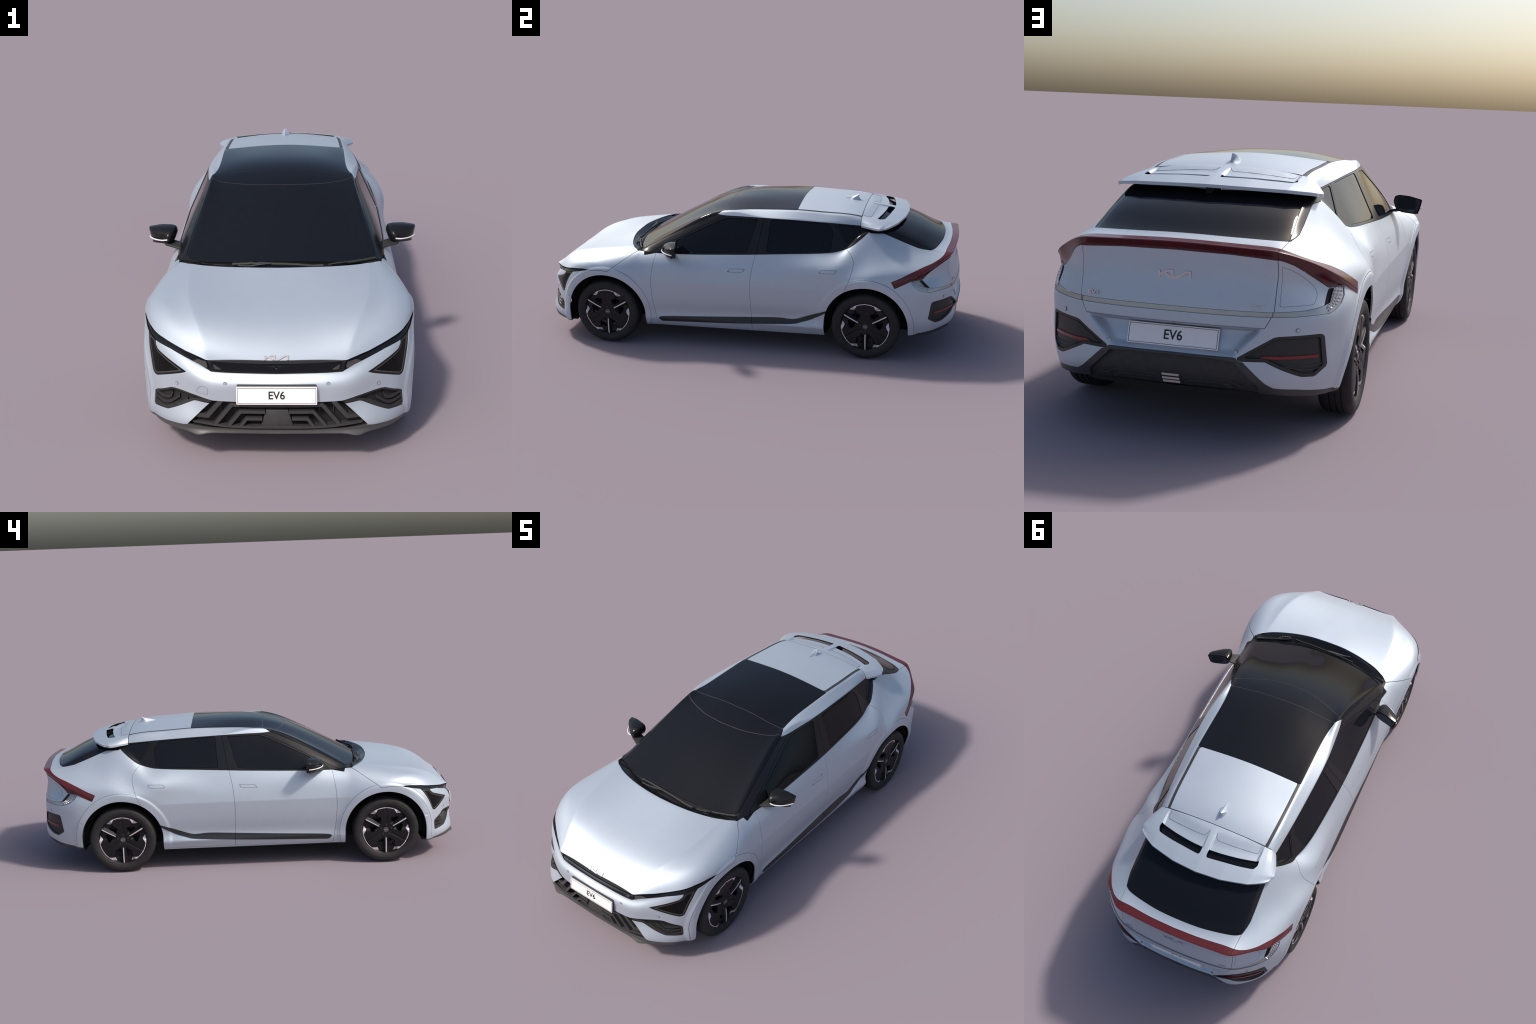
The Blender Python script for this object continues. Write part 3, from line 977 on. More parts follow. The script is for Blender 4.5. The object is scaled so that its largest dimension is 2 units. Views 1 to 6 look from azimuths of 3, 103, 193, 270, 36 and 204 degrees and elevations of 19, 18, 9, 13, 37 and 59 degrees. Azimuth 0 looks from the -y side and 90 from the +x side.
# what is left: front bumper, fenders, rails, quarters, rear bumper
fr, rest = rest.split(rest.V[:, 1] + .62)
skin_object("front_bumper", fr.rim(.005), "paint")
fen, rest = rest.split(rest.V[:, 1] + .38)
both("fender", fen, "paint", .005)
rails, rest = rest.split(np.where(rest.V[:, 2] > .57, np.where(rest.V[:, 1] < .5575, -.1, .1), .1)) if False else (None, rest)
pieces = rest.parts()
railp, sill, quart = [], [], []
for p in pieces:
    c = p.V.mean(0)
    if c[2] > .58 and len(p.T) > 30:
        railp.append(p)
    elif c[2] < .14 and c[1] < .40:
        sill.append(p)
    else:
        quart.append(p)
if railp:
    both("roof_rail", join(*railp), "paint", .004)
if sill:
    both("sill", join(*sill), "paint", .005)
qq = join(*quart)
fq = pr_rear(P3((.41, .70, .345), (.3975, .726, .3445), (.384, .774, .3660), (.35, .826, .376), (.30, .905, .43), (.2, .95, .47), (-.05, .98, .475), (-.05, .98, .05), (.41, .70, .05)))
rb, qp = qq.split(np.where((qq.V[:, 1] > .69) & (area(pr_rear(qq.V), fq) < 0), -1., 1.) * .01) if False else qq.split(np.where(qq.V[:, 1] > .69, area(pr_rear(qq.V), fq), .5))
both("quarter_panel", qp, "paint", .005)
skin_object("rear_bumper", rb.rim(.005), "paint")
# ------------------------------------------------------------------ #
#  5. FITTED PARTS                                                    #
# ------------------------------------------------------------------ #
def on_body(p, k=5):
    """nearest place on the skin and its normal"""
    d = np.linalg.norm(WHOLE.V - np.array(p), axis=1)
    i = np.argpartition(d, k)[:k]
    w = 1 / (d[i] + 1e-4)
    n = unit((WHOLE.N[i] * w[:, None]).sum(0))
    q = (WHOLE.V[i] * w[:, None]).sum(0) / w.sum()
    # drop the asked-for point onto the local tangent plane
    p = np.array(p, float)
    return p - n * ((p - q) @ n), n


def ray_y(x, z, sgn):
    """y of the skin at (x, z) on the front (sgn -1) or rear (sgn +1)"""
    m = WHOLE.V[:, 1] * sgn > .70
    V = WHOLE.V[m]
    d = np.hypot(V[:, 0] - x, V[:, 2] - z)
    i = np.argpartition(d, 4)[:4]
    w = 1 / (d[i] + 1e-4)
    return float((V[i, 1] * w).sum() / w.sum())


def mirrored(V, F):
    return np.array(V) * [-1, 1, 1], [f[::-1] for f in F]


def pair(name, V, F, mat, **kw):
    a = poly_object(name, V, F, mat, **kw)
    b = poly_object(name, *mirrored(V, F), mat, **kw)
    return a, b


def frame_matrix(origin, u, v):
    u, v = unit(np.array(u, float)), np.array(v, float)
    v = unit(v - u * (u @ v))
    n = np.cross(u, v)
    M = Matrix([[u[i], v[i], n[i], origin[i]] for i in range(3)] + [[0, 0, 0, 1]])
    return M


def disc(r0, h, n=20, r1=None):
    """short cylinder along +z, in its own frame"""
    r1 = r0 if r1 is None else r1
    a = np.linspace(0, 2 * math.pi, n, endpoint=False)
    V = np.concatenate([np.stack([r0 * np.cos(a), r0 * np.sin(a), 0 * a], 1), np.stack([r1 * np.cos(a), r1 * np.sin(a), 0 * a + h], 1)])
    F = [tuple(range(n))[::-1], tuple(range(n, 2 * n))] + [(i, (i + 1) % n, n + (i + 1) % n, n + i) for i in range(n)]
    return V, F


def moved_by(M, V):
    A = np.array(M)
    return np.asarray(V) @ A[:3, :3].T + A[:3, 3]


# ---------------- wheels ---------------------------------------------- #
def wheel_meshes():
    out = {}
    prof = [(.108, -.036), (.1125, -.040), (.120, -.0465), (.132, -.050), (.143, -.0475), (.150, -.041), (.1540, -.032), (.155, -.022)]
    for g in (-.016, 0., .016):
        prof += [(.155, g - .0022), (.1512, g - .0016), (.1512, g + .0016), (.155, g + .0022)]
    prof += [(.155, .016 + .006), (.1540, .030), (.1505, .0375), (.1450, .0420), (.1440, .0424), (.1320, .0448), (.1310, .0446), (.1200, .0425), (.1150, .0395), (.1125, .0365), (.1110, .0340)]
    out["tyre"] = (*lathe(prof, 128), "tyre_rubber")
    barrel = [(.1115, .0365), (.1085, .034), (.104, .015), (.100, -.02), (.104, -.04), (.1115, -.042)]
    out["wheel_barrel"] = (*lathe(barrel, 96), "wheel_black")
    out["brake_disc"] = (*lathe([(.012, .000), (.074, .000), (.0745, -.002), (.0745, -.006), (.074, -.008), (.012, -.008)], 72), "lip_dark")
    return out


def rim_face():
    """aero wheel face: three broad black spokes, three silver bars, six windows"""
    nr, na = 70, 480
    rr = np.linspace(.004, RIM_R, nr)
    aa = np.linspace(0, 2 * math.pi, na, endpoint=False)
    A, R = np.meshgrid(aa, rr, indexing='ij')
    Y, Z = R * np.cos(A), R * np.sin(A)
    X = .0385 + 0 * R
    X -= .0015 * smoothstep(.10, RIM_R, R) + .006 * (1 - smoothstep(.0, .075, R))
    for k in range(3):
        a = math.radians(30 + 120 * k)
        lon = Y * math.cos(a) + Z * math.sin(a)
        lat = np.abs(-Y * math.sin(a) + Z * math.cos(a))
        sect = smoothstep(.030, .050, lon) * (1 - smoothstep(.42, .62, lat / np.maximum(lon, 1e-4)))
        X -= .010 * sect * smoothstep(.0045, .014, lat)
        b = a + math.radians(60)
        lon = Y * math.cos(b) + Z * math.sin(b)
        lat = np.abs(-Y * math.sin(b) + Z * math.cos(b))
        X -= .0016 * smoothstep(.02, .04, lon) * (1 - smoothstep(.003, .0075, lat))
    V = np.stack([X.ravel(), Y.ravel(), Z.ravel()], 1)
    Q = np.array(grid_faces(na, nr, close_u=True))
    T = np.concatenate([Q[:, [0, 2, 1]], Q[:, [0, 3, 2]]])
    N = vertex_normals(V, T)
    if N[:, 0].mean() < 0:
        T = T[:, ::-1]
        N = -N
    face = Skin(V, N, T)
    pr = lambda V: V[:, [1, 2]]
    S = RIM_R

    def turn(P, a):
        c, s = math.cos(a), math.sin(a)
        return np.array(P) @ np.array([[c, s], [-s, c]])
    silver = []
    hole = rounded(np.array([(.40, .115), (.72, .125), (.72, .215), (.50, .375), (.415, .345)]) * S, .006, 4)
    chunk = [(math.cos(math.radians(t)) * .985, math.sin(math.radians(t)) * .985) for t in np.linspace(18.5, 43.5, 7)] + [(.835 * math.cos(math.radians(34)), .835 * math.sin(math.radians(34))), (.940 * math.cos(math.radians(22.5)), .940 * math.sin(math.radians(22.5)))]
    for k in range(3):
        a = math.radians(30 + 120 * k)
        for m in (1, -1):
            h = turn(hole * [1, m], a)
            face = face.split(area(pr(face.V), h))[1]
            ch = turn(np.array(chunk) * S * [1, m], a + math.radians(60))
            c, face = face.split(area(pr(face.V), ch))
            silver.append(c)
        bar = turn(np.array([(.335, -.019), (.985, -.024), (.985, .024), (.335, .019)]) * S, a)
        c, face = face.split(area(pr(face.V), bar))
        silver.append(c)
        t = np.radians(np.linspace(-19.5, 19.5, 24))
        arc = np.concatenate([np.stack([np.cos(t), np.sin(t)], 1) * .985, np.stack([np.cos(t), np.sin(t)], 1)[::-1] * .955]) * S
        c, face = face.split(area(pr(face.V), turn(arc, a + math.radians(60))))
        silver.append(c)
    return face.rim(.012, (-1, 0, 0)), join(*silver).moved((.0006, 0, 0)).rim(.0015, (-1, 0, 0))


material("lip_dark", (.05, .05, .052), rough=.4, metal=.6, noise=.1)


def build_wheels():
    meshes = {}
    for nm, (V, F, mat) in wheel_meshes().items():
        ob = poly_object(nm, V, F, mat, smooth=50)
        meshes[nm] = ob.data
        bpy.data.objects.remove(ob)
    face, silver = rim_face()
    for nm, sk, mat in (("rim", face, "wheel_black"), ("rim_accent", silver, "wheel_silver")):
        ob = skin_object(nm, sk, mat)
        meshes[nm] = ob.data
        bpy.data.objects.remove(ob)
    # hub cap and nuts
    M = frame_matrix((.0325, 0, 0), (0, 1, 0), (0, 0, 1))
    V, F = disc(.0130, .0022, 32, .0120)
    ob = poly_object("hub_cap", moved_by(M, V), F, "lip_grey"); meshes["hub_cap"] = ob.data; bpy.data.objects.remove(ob)
    Vs, Fs = [], []
    V0, F0 = disc(.0052, .0040, 6, .0045)
    V1, F1 = disc(.0078, .0005, 20)
    ob = poly_object("wheel_nut", moved_by(frame_matrix((.0335, 0, 0), (0, 1, 0), (0, 0, 1)), V0), F0, "lip_dark", bevel=.0008)
    meshes["wheel_nut"] = ob.data; bpy.data.objects.remove(ob)
    ob = poly_object("nut_seat", moved_by(frame_matrix((.0338, 0, 0), (0, 1, 0), (0, 0, 1)), V1), F1, "seal_black")
    meshes["nut_seat"] = ob.data; bpy.data.objects.remove(ob)
    logo = emblem_mesh(.0150, .0034, .0006)
    for ya in AXLES:
        for s in (1, -1):
            w = bpy.data.objects.new("wheel", None)
            bpy.context.scene.collection.objects.link(w)
            w.parent = ROOT
            w.location = (s * .3525, ya, HUB_Z)
            if s < 0:
                w.rotation_euler = (0, 0, math.pi)
            for nm, me in meshes.items():
                if nm in ("wheel_nut", "nut_seat"):
                    for k in range(5):
                        o = bpy.data.objects.new(nm, me)
                        bpy.context.scene.collection.objects.link(o)
                        o.parent = w
                        t = math.pi / 2 + k * 2 * math.pi / 5
                        o.location = (0, .0252 * math.cos(t), .0252 * math.sin(t))
                else:
                    o = bpy.data.objects.new(nm, me)
                    bpy.context.scene.collection.objects.link(o)
                    o.parent = w
                    if nm == "brake_disc":
                        o.location = (-.012, 0, 0)
            o = bpy.data.objects.new("hub_emblem", logo)
            bpy.context.scene.collection.objects.link(o)
            o.parent = w
            o.matrix_local = frame_matrix((.0348, 0, 0), (0, 1, 0), (0, 0, 1))


# ---------------- emblem and lettering --------------------------------- #
def stroke(pts, w):
    """ribbon of constant width with mitred corners"""
    P = np.array(pts, float)
    L, R = [], []
    for i in range(len(P)):
        d0 = unit(P[i] - P[i - 1]) if i else None
        d1 = unit(P[i + 1] - P[i]) if i < len(P) - 1 else None
        d0 = d1 if d0 is None else d0
        d1 = d0 if d1 is None else d1
        n0, n1 = np.array([-d0[1], d0[0]]), np.array([-d1[1], d1[0]])
        m = unit(n0 + n1)
        k = min(w / 2 / max(m @ n0, .4), w)
        L.append(P[i] + m * k)
        R.append(P[i] - m * k)
    return L + R[::-1]


def emblem_mesh(width, height, depth):
    """angular three-letter emblem drawn as two joined strokes"""
    w = .27
    strokes = [[(.10, .0), (.10, .95)], [(.12, .34), (1.02, .92), (1.62, .92), (1.62, .0)], [(.70, .68), (1.42, .06)], [(1.62, .08), (2.12, .08), (3.22, .92), (3.62, .92), (3.62, .0)]]
    V, F = [], []
    for st in strokes:
        o = np.array(stroke(st, w))
        o3 = np.stack([(o[:, 0] / 3.72 - .5) * width, (o[:, 1] - .46) * height, 0 * o[:, 0]], 1)
        n = len(o3)
        k = n // 2
        b = len(V)
        V += list(o3 + [0, 0, depth]) + list(o3)
        for i in range(k - 1):
            q = (i, i + 1, n - 2 - i, n - 1 - i)
            F.append(tuple(b + j for j in q))
            F.append(tuple(b + n + j for j in q[::-1]))
        for i in range(n):
            j = (i + 1) % n
            F.append((b + i, b + n + i, b + n + j, b + j))
    ob = poly_object("emblem", V, F, "badge", smooth=0)
    me = ob.data
    bpy.data.objects.remove(ob)
    return me


def lettering(name, body, size, M, mat, depth=.0005, shear=0.0, sx=1.0, bold=0.0):
    cu = bpy.data.curves.new("t", 'FONT')
    cu.body = body
    cu.size = size
    cu.align_x = 'CENTER'
    cu.align_y = 'CENTER'
    cu.extrude = depth
    cu.shear = shear
    cu.offset = bold
    ob = bpy.data.objects.new("t", cu)
    bpy.context.scene.collection.objects.link(ob)
    dg = bpy.context.evaluated_depsgraph_get()
    me = bpy.data.meshes.new_from_object(ob.evaluated_get(dg))
    bpy.data.objects.remove(ob)
    me.name = name
    me.transform(Matrix.Diagonal((sx, 1, 1, 1)))
    me.materials.clear()
    o = make_object(name, me, ROOT, mat)
    o.matrix_local = M
    return o


build_wheels()
logo = emblem_mesh(.066, .0150, .0012)
for o_, u, v, sc in (((0, -.9588, .3283), (1, 0, 0), (0, .827, .561), 1.02), ((0, ray_y(0, .404, 1) + .0004, .4040), (-1, 0, 0), (0, 0, 1), 1.22)):
    o = make_object("emblem", logo, ROOT, None)
    o.matrix_local = frame_matrix(o_, u, v) @ Matrix.Diagonal((sc, sc, 1, 1))

# ---------------- wheel housings and floor ------------------------------ #
for ya in AXLES:
    th = np.radians(np.linspace(-17, 197, 40))
    V = []
    for t in th:
        low = max(0, -math.sin(t)) * .08
        xo = .386 - .020 * (1 - smoothstep(-.35, .35, np.array(math.sin(t)))) - .006
        for x, r in ((xo, .1905), (.30, .1905), (.225, .186)):
            V.append((x, ya + r * math.cos(t), HUB_Z + r * math.sin(t)))
    F = grid_faces(len(th), 3)
    c = len(V)
    V.append((.225, ya, HUB_Z - .06))
    F += [(i * 3 + 2, (i + 1) * 3 + 2, c) for i in range(len(th) - 1)]
    pair("wheel_housing", V, F, "seal_black")
    # liner lip close round the tyre
    V = []
    th = np.radians(np.linspace(-11, 191, 48))
    for t in th:
        xo = .318 - .004 * (1 - float(smoothstep(-.3, .5, np.array(math.sin(t)))))
        for x, r in ((xo + .03, .1925), (xo, .182), (xo - .010, .166), (xo - .05, .162)):
            V.append((x, ya + r * math.cos(t), HUB_Z + r * math.sin(t)))
    pair("arch_liner", V, grid_faces(len(th), 4), "seal_black")
FLOOR = [(0, -.935), (.18, -.93), (.30, -.885), (.345, -.835), (.345, -.815), (.225, -.815), (.225, -.46), (.335, -.452), (.338, .405), (.225, .415), (.225, .785), (.34, .79), (.30, .87), (.2, .925), (0, .935)]
FLOOR = [p for p in FLOOR if p[1] < .60] + [(.225, .78), (0, .78)]
fl = [(x, y, .088) for x, y in FLOOR] + [(-x, y, .088) for x, y in FLOOR[::-1][1:-1]]
V, F = prism(fl, .012, (0, 0, 1))
poly_object("underbody", V, F, "seal_black", smooth=0)
REARF = [(.225, .78), (.345, .79), (.31, .87), (.21, .935), (0, .95)]
rl = [(x, y, .118) for x, y in REARF] + [(-x, y, .118) for x, y in REARF[::-1][1:]]
V, F = prism(rl, .012, (0, 0, 1))
poly_object("rear_undertray", V, F, "seal_black", smooth=0)

# ---------------- roof spoiler ------------------------------------------ #
ns, nt = 150, 90
s_, t_ = np.meshgrid(np.linspace(-1, 1, 2 * ns - 1), np.linspace(0, 1, nt), indexing='ij')
sa = np.abs(s_)
yb = np.interp(sa * .262, [0, .1, .2, .25, .262], [.754, .746, .721, .694, .684])
zb = np.interp(sa * .262, [0, .1, .2, .25, .262], [.6015, .5995, .5955, .590, .5875])
zf = np.interp(sa * .2535, [0, .06, .11, .16, .20, .222, .238, .247, .2535], [.6385, .637, .6340, .6290, .6232, .6195, .6140, .6040, .5915])
bump = np.sin(np.pi * np.clip(t_ / .70, 0, 1) * .5) * (1 - .55 * smoothstep(.70, 1.0, t_))
xs = sa * (.2535 + .009 * t_ + .022 * bump * sa ** 3)
yy = .5592 + (yb - .5592) * t_ - .012 * sa ** 8 * smoothstep(.5, 1, t_)
zz = zf * (1 - t_) + zb * t_ + .006 * sa ** 10 * smoothstep(0, .4, t_) * (1 - t_) + .0035 * np.sin(np.pi * t_) * (1 - sa ** 4) - .0075 * sa ** 10 * np.sin(np.pi * np.clip(t_, 0, 1))
# hollow in front of the two slots
slot_front = .655 - .034 * (xs / .205) ** 1.6
hollow = smoothstep(.575, .640, yy - (slot_front - .655)) * (yy < slot_front + .006) * smoothstep(.011, .017, xs) * (1 - smoothstep(.198, .208, xs))
zz -= .0065 * hollow
V = np.stack([(np.sign(s_) * xs).ravel(), yy.ravel(), zz.ravel()], 1)
Q = np.array(grid_faces(2 * ns - 1, nt))
T = np.concatenate([Q[:, [0, 1, 2]], Q[:, [0, 2, 3]]])
N = vertex_normals(V, T)
if N[:, 2].mean() < 0:
    T = T[:, ::-1]
    N = -N
SLOT2 = np.concatenate([curve([(.0135, .6555), (.07, .6510), (.13, .6415), (.175, .6310), (.2095, .6210)], 6), [(.2115, .6400)], curve([(.205, .6535), (.195, .6610), (.14, .6735), (.08, .6820), (.025, .6885), (.0165, .6860), (.0135, .6780)], 5)])
top = Skin(V, N, T)
top = top.split(area(pr_top(top.V), SLOT2))[1]
und = Skin(top.V - [0, 0, .0085], -top.N, top.T[:, ::-1])
skin_object("roof_spoiler", top.rim(lambda P: np.where((np.abs(P[:, 0]) < .215) & (P[:, 1] > .61) & (P[:, 1] < .695), .0025, .0085), (0, 0, -1)), "paint")
skin_object("spoiler_underside", und, "seal_black")
# panel line of the two hollows
for m in (1, -1):
    ln = curve([(.195, .562), (.1935, .585), (.185, .596), (.12, .6055), (.04, .6105), (.024, .6060), (.015, .585)], 8)
    i3 = []
    for x, y in ln:
        d = np.hypot(top.V[:, 0] - m * x, top.V[:, 1] - y)
        i3.append((m * x, y, top.V[d.argmin(), 2] + .0002))
    poly_object("spoiler_joint", *tube(i3, .0006, 5), "lip_grey")
V, F = prism([(-.010, .655, .618), (.010, .655, .618), (.008, .735, .596), (-.008, .735, .596)], -.03, (0, .1, 1))
poly_object("spoiler_strut", V, F, "seal_black", bevel=.002)
V = [(x, y, z) for x in (-.20, .20) for y, z in ((.60, .612), (.70, .600), (.70, .585), (.60, .60))]

# ---------------- roof fin ----------------------------------------------- #
V = []
hs = np.linspace(0, 1, 16)
for h in hs:
    y0 = .436 + .080 * h ** 1.25
    y1 = .531 - .013 * math.sin(math.pi * min(h * 1.1, 1) * .75) - .004 * h
    hw = .0165 * (1 - h) ** .55 * (1 + .25 * (1 - h) ** 8) + .0008
    z0 = .6445 - .0275 * h * 0
    for a in np.linspace(0, 2 * math.pi, 28, endpoint=False):
        c, s = math.cos(a), math.sin(a)
        yc, hl = (y0 + y1) / 2, (y1 - y0) / 2
        y = yc + hl * c
        x = hw * s * (.55 + .45 * c if c < 0 else 1.0 - .15 * c)
        base = .6540 - .10 * (y - .40) - .0010
        V.append((x, y, base * (1 - h) + .6700 * h - .0015 * (1 - h) ** 3))
F = grid_faces(len(hs), 28, close_v=True) + [tuple(range(15 * 28, 16 * 28))]
poly_object("roof_fin", V, F, "paint", smooth=60)

# ---------------- door mirrors -------------------------------------------- #
outl = rounded([(.3510, .4900), (.3560, .5080), (.3720, .5125), (.4080, .5110), (.4520, .5015), (.4460, .4720), (.4410, .4560), (.4300, .4500), (.3800, .4530), (.3600, .4640)], .006, 5)
n = len(outl)
c0 = np.array([.384, .4790])
V = []
rings = np.linspace(0, 1, 14)
for t in rings:
    a = t * math.pi / 2
    k = (1 - math.sin(a) ** 2.6) ** .45
    for p in outl:
        q = c0 + (p - c0) * k
        tip = smoothstep(.40, .452, np.array(q[0]))
        yr = -.2835 + .016 * smoothstep(.36, .45, np.array(p[0]))
        V.append((q[0], yr - (.064 - .018 * tip) * math.sin(a), q[1]))
F = grid_faces(len(rings), n, close_v=True) + [tuple(range((len(rings) - 1) * n, len(rings) * n))]
shell = pair("door_mirror", V, F, "gloss_black", smooth=60)
for sgn, par in zip((1, -1), shell):
    g = [(sgn * (c0[0] + (p[0] - c0[0]) * .93), -.2860 + .016 * float(smoothstep(.36, .45, np.array(p[0]))) + .002, .4815 + (p[1] - .4815) * .90) for p in outl]
    poly_object("mirror_bezel", g + [(x, y - .004, z) for x, y, z in g], [tuple(range(n))] + [(i, (i + 1) % n, n + (i + 1) % n, n + i) for i in range(n)], "matt_black", parent=par, smooth=0)
    gl = rounded([(.359, .489), (.364, .5035), (.376, .5075), (.405, .506), (.426, .5015), (.4345, .485), (.428, .461), (.42, .4560), (.382, .458), (.366, .467)], .012, 5)
    g = [(sgn * x, -.2815 + .016 * float(smoothstep(.36, .45, np.array(x))), z) for x, z in gl]
    k = len(g)
    poly_object("mirror_glass", g + [(x, y - .003, z) for x, y, z in g], [tuple(range(k))] + [(i, (i + 1) % k, k + (i + 1) % k, k + i) for i in range(k)], "mirror_glass", parent=par, smooth=0)
    path = curve([(sgn * .3800, -.3480, .4770), (sgn * .400, -.3430, .4745), (sgn * .425, -.3225, .4720), (sgn * .4440, -.2930, .4705), (sgn * .4475, -.2800, .4705)], 8)
    poly_object("turn_indicator", *tube(path, .0024, 8, 1.0), "indicator_white", parent=par)
    V, F = prism([(sgn * .325, -.366, .4440), (sgn * .325, -.305, .4460), (sgn * .372, -.296, .4570), (sgn * .400, -.302, .4550), (sgn * .390, -.335, .4530)], .0085, (0, 0, 1))
    poly_object("mirror_arm", V, F, "matt_black", parent=par, bevel=.003)
    V, F = prism([(sgn * .380, -.338, .4600), (sgn * .425, -.310, .4560), (sgn * .440, -.284, .4500), (sgn * .428, -.282, .4480), (sgn * .390, -.292, .4500)], .008, (0, 0, 1))
    poly_object("mirror_base", V, F, "matt_black", parent=par, bevel=.002)

# ---------------- number plates --------------------------------------------#
def plate(centre, u, v, w, h, holder):
    M = frame_matrix(centre, u, v)
    o = rounded([(-w, -h), (w, -h), (w, h), (-w, h)], .003, 4)
    P, F = prism([(x, y, 0) for x, y in o], .0035, (0, 0, 1))
    pl = poly_object("number_plate", moved_by(M, P), F, "plate_white", smooth=30)
    k, g = .0028, .0010
    for a, b, c, d in ((-w + k, -h + k, w - k, -h + k + g), (-w + k, h - k - g, w - k, h - k), (-w + k, -h + k, -w + k + g, h - k), (w - k - g, -h + k, w - k, h - k)):
        P, F = prism([(a, b, .0032), (c, b, .0032), (c, d, .0032), (a, d, .0032)], .0008, (0, 0, 1))
        poly_object("plate_border", moved_by(M, P), F, "text_black", parent=pl, smooth=0)
    if holder:
        P, F = prism([(x * .985, y * 1.06 + .0025, -.020) for x, y in o], .0195, (0, 0, 1))
        poly_object("plate_holder", moved_by(M, P), F, "dark_plastic", smooth=30)
    t = lettering("plate_lettering", "EV6", .0325, M @ Matrix.Translation((0, 0, .0035)), "text_black", .0004, sx=.92, bold=.0005)
    return pl


plate((0, -.9945, .2305), (1, 0, 0), (0, .10, 1), .113, .0262, True)
plate((0, .9745, .2570), (-1, 0, 0), (0, -.29, 1), .1135, .0255, False)
lettering("model_badge", "EV6", .0132, frame_matrix((.204, ray_y(.204, .3450, 1) + .0030, .3452), (-1, .19, 0), (0, 0, 1)), "chrome", .0006, sx=1.55, bold=.0003)
lettering("trim_badge", "GT-Line", .0085, frame_matrix((-.205, ray_y(-.205, .3445, 1) + .0016, .3447), (-1, -.16, 0), (0, 0, 1)), "chrome", .0006, bold=.0002)

# ---------------- parking sensors, camera ------------------------------------#
for (x, y, z) in ((.293, -.935, .236), (.145, -.986, .262), (.159, .983, .233), (.295, .940, .289)):
    for s in (1, -1):
        q, nrm = on_body((s * x, y, z), 12)
        q = q + nrm * .0006
        M = frame_matrix(q, np.cross((0, 0, 1), nrm), (0, 0, 1))
        V, F = disc(.0056, .0006, 24)
        poly_object("sensor_ring", moved_by(M, V), F, "lip_grey", smooth=0)
        V, F = disc(.0048, .0010, 24)
        poly_object("parking_sensor", moved_by(M, V), F, "paint", smooth=30)
for (x, y, z) in ((.393, -.828, .225), (.387, .785, .240)):
    for s in (1, -1):
        q, nrm = on_body((s * x, y, z))
        M = frame_matrix(q, np.cross((0, 0, 1), nrm), (0, 0, 1))
        V, F = disc(.0042, .0012, 24, .0036)
        poly_object("parking_sensor", moved_by(M, V), F, "paint", smooth=30)
V, F = disc(.0060, .008, 20, .005)
poly_object("reversing_camera", moved_by(frame_matrix((0, .972, .2890), (-1, 0, 0), (0, -.5, 1)), V), F, "gloss_black")
V, F = disc(.0022, .0015, 14, .0016)
poly_object("front_camera", moved_by(frame_matrix((0, -.9725, .3020), (1, 0, 0), (0, 0, 1)), V), F, "lamp_grey")

# ---------------- lower grille bars --------------------------------------------#
def face_bar(name, pts, width, y_off, depth, mat, front=True):
    """flat bar drawn on the fascia in (x, z), following its plan curve"""
    o = stroke(pts, width)
    k = len(o) // 2
    L, R = o[:k], o[k:][::-1]
    L = np.array(L); R = np.array(R)
    t = np.linspace(0, len(L) - 1, 6 * (len(L) - 1) + 1)
    Li = np.stack([np.interp(t, range(len(L)), L[:, c]) for c in (0, 1)], 1)
    Ri = np.stack([np.interp(t, range(len(L)), R[:, c]) for c in (0, 1)], 1)
    yl = lambda x: -.987 + .35 * max(0, abs(x) - .05) ** 2 * 2.2
    V, F = [], []
    sgn = 1
    for a, b in zip(Li, Ri):
        for p in (a, b):
            V.append((p[0], yl(p[0]) + y_off, p[1]))
        for p in (b, a):
            V.append((p[0], yl(p[0]) + y_off + depth, p[1]))
    m = len(Li)
    F = grid_faces(m, 4, close_v=True) + [(0, 1, 2, 3), tuple(range(4 * m - 4, 4 * m))[::-1]]
    return V, F


for pts, w in (([(.158, .2060), (.199, .1535), (.238, .1535)], .012), ([(0, .1955), (.128, .1955), (.176, .1310)], .010), ([(.034, .1745), (.103, .1745), (.137, .1300)], .009), ([(.042, .1525), (.086, .1525), (.103, .1290)], .008), ([(0, .1265), (.15, .1265), (.243, .1315)], .007)):
    V, F = face_bar("grille_bar", pts, w, -.002, .024, "dark_plastic")
    pair("grille_bar", V, F, "dark_plastic", smooth=30)
V, F = prism([(-.0315, -.981, .1785), (.0315, -.981, .1785), (.0465, -.984, .1265), (-.0465, -.984, .1265)], .02, (0, 1, 0))
poly_object("radar_cover", V, F, "dark_plastic", bevel=.002)
V, F = prism([(-.031, -.968, .1900), (.031, -.968, .1900), (.031, -.968, .1800), (-.031, -.968, .1800)], .02, (0, 1, 0))
poly_object("radar_bracket", V, F, "matt_black", bevel=.001)
for i in range(9):
    x = -.16 + .04 * i
    V, F = prism([(x - .0010, -.962, .2020), (x + .0010, -.962, .2020), (x + .0010, -.962, .1300), (x - .0010, -.962, .1300)], .006, (0, 1, 0))
    poly_object("grille_rib", V, F, "dark_plastic", smooth=0)

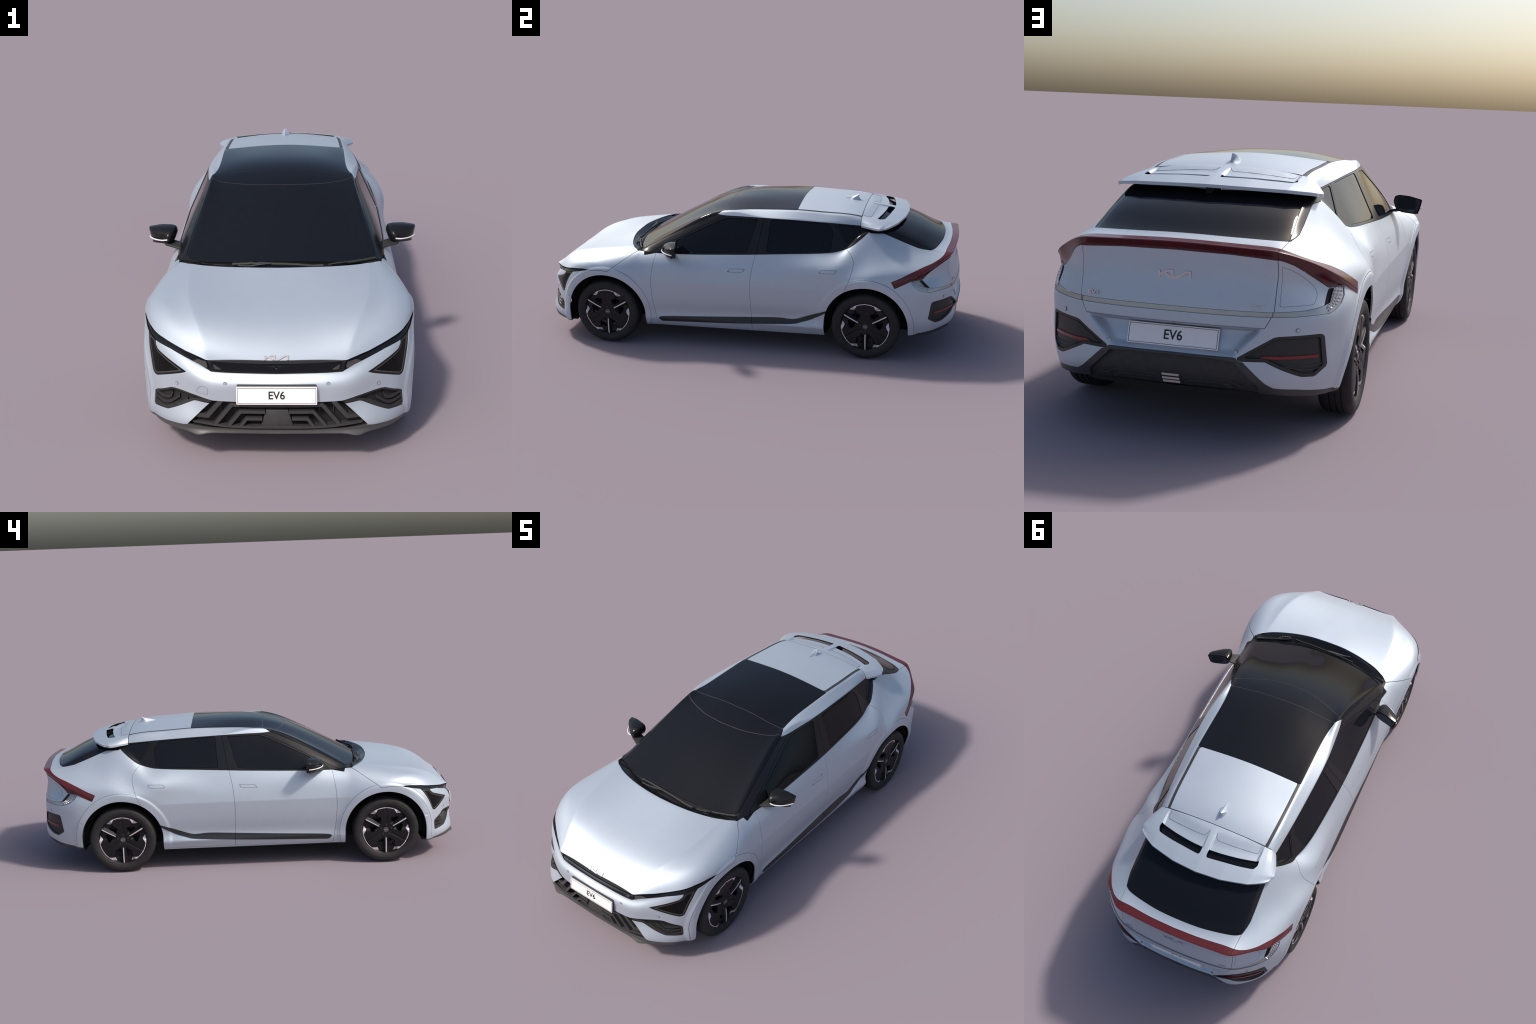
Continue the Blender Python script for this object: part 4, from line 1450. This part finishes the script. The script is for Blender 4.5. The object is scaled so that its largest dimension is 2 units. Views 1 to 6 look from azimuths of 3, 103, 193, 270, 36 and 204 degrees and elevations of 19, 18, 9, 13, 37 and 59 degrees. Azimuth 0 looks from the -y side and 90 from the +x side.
# front vents: chevron slats
for k, (z0, xi, zi) in enumerate(((.1850, .302, .2030), (.1700, .280, .1990), (.1560, .256, .1945))):
    V = []
    pts = curve([(.3605, z0), (.342, z0 - .0030), (.327, z0 - .0030), (.310, z0 + .0030 + k * .001), (xi, zi)], 6)
    for x, z in pts:
        y = ray_y(x, z, -1) + .0035
        for dz, dy in ((.0042, 0), (-.0042, -.001), (-.0030, .010), (.0050, .010)):
            V.append((x, y + dy, z + dz))
    F = grid_faces(len(pts), 4, close_v=True) + [(0, 1, 2, 3), tuple(range(4 * len(pts) - 4, 4 * len(pts)))[::-1]]
    pair("vent_slat", V, F, "pod_black", smooth=30)

# rear vents: fine ribs below the reflector
for k, (za, zb_, zc) in enumerate(((.2130, .2020, .2040), (.2040, .1930, .1960), (.1950, .1840, .1880))):
    pts = curve([(.250 + .012 * k, za), (.30, zb_), (.325, zb_ - .0015), (.345, zc)], 6)
    pth = [(x, ray_y(x, z, 1) - .0065, z) for x, z in pts]
    pair("vent_rib", *tube(pth, .0022, 6), "matt_black")

# diffuser: three pale bars and the slot outlines
for z in (.1660, .1560, .1465):
    y = ray_y(0, z, 1) - .0115
    V, F = prism([(-.022, y, z - .0026), (.021, y, z - .0026), (.022, y, z + .0026), (-.021, y, z + .0026)], .005, (0, 1, 0))
    poly_object("diffuser_bar", V, F, "satin_silver", smooth=0)
for pts in ([(.028, .1565), (.040, .1620), (.150, .1620), (.170, .1500), (.222, .1500)], [(.030, .1480), (.045, .1540), (.135, .1540), (.150, .1440)], [(.030, .1470), (.050, .1380), (.218, .1380)]):
    pth = [(x, ray_y(x, z, 1) - .0100, z) for x, z in pts]
    pair("diffuser_edge", *tube(pth, .0013, 6), "dark_plastic")
V, F = [], []
for pts in ([(.150, .1620), (.168, .1510)], [(.128, .1535), (.148, .1445)]):
    pth = [(x, ray_y(x, z, 1) - .0085, z) for x, z in pts]
    pair("diffuser_accent", *tube(pth, .0030, 6, .6), "lip_grey")

# ---------------- faceted reflector studs --------------------------------------- #
V, F = [], []
inner_c = curve([(.3440, .8700, .3365), (.3475, .8500, .3490), (.3510, .8240, .3755)], 8)
outer_c = curve([(.3530, .8690, .3260), (.3650, .8260, .3420), (.3715, .8000, .3740)], 8)
rows = 9
for r in range(rows):
    t = r / (rows - 1) * (len(inner_c) - 1)
    a = np.array([np.interp(t, range(len(inner_c)), inner_c[:, c]) for c in range(3)])
    b = np.array([np.interp(t, range(len(outer_c)), outer_c[:, c]) for c in range(3)])
    cols = 2 if r < 3 else 3
    for c in range(cols):
        p = a + (b - a) * (c + .5) / cols
        q, nrm = on_body(p)
        q = q - nrm * .0008
        u = unit(b - a)
        v = np.cross(nrm, u)
        hw, hh = np.linalg.norm(b - a) / cols * .5, .0036
        k = len(V)
        V += [q - u * hw, q - v * hh, q + u * hw, q + v * hh, q + nrm * .0034]
        F += [(k, k + 1, k + 4), (k + 1, k + 2, k + 4), (k + 2, k + 3, k + 4), (k + 3, k, k + 4)]
Vm, Fm = mirrored(V, F)
for vv, ff in ((V, F), (Vm, Fm)):
    o = poly_object("reflector_facets", vv, ff, "chrome", smooth=0)
    o["kind"] = "stuff"

# ---------------- wipers ----------------------------------------------------------#
def glass_point(x, y, h):
    m = (WHOLE.V[:, 2] > .42) & (WHOLE.V[:, 1] < -.3) & (WHOLE.V[:, 1] > -.56)
    Vw, Nw = WHOLE.V[m], WHOLE.N[m]
    d = np.hypot(Vw[:, 0] - x, Vw[:, 1] - y)
    i = np.argpartition(d, 4)[:4]
    return Vw[i].mean(0) * [0, 0, 1] + np.array([x, y, 0]) + np.array([0, -.3, .95]) * h


for blade, arm in ((((-.150, -.524), (-.09, -.529), (-.03, -.533), (.06, -.538), (.138, -.540)), ((-.130, -.545), (-.09, -.541), (-.06, -.538), (-.025, -.534))), (((.155, -.537), (.19, -.520), (.24, -.502), (.305, -.474)), ((.165, -.538), (.185, -.532), (.202, -.524), (.213, -.512)))):
    pb = [glass_point(x, y, .005) for x, y in curve(blade, 6)]
    poly_object("wiper_blade", *tube(pb, .0036, 8, 1.3), "matt_black")
    pa = [glass_point(x, y, .008) for x, y in curve(arm, 6)]
    poly_object("wiper_arm", *tube(pa, .0040, 8, .6), "matt_black")

skin_object("glass_joint", join(*JOINTS), "joint_grey")
so = skin_object("panel_seal", join(*SEAMS), "seal_black")
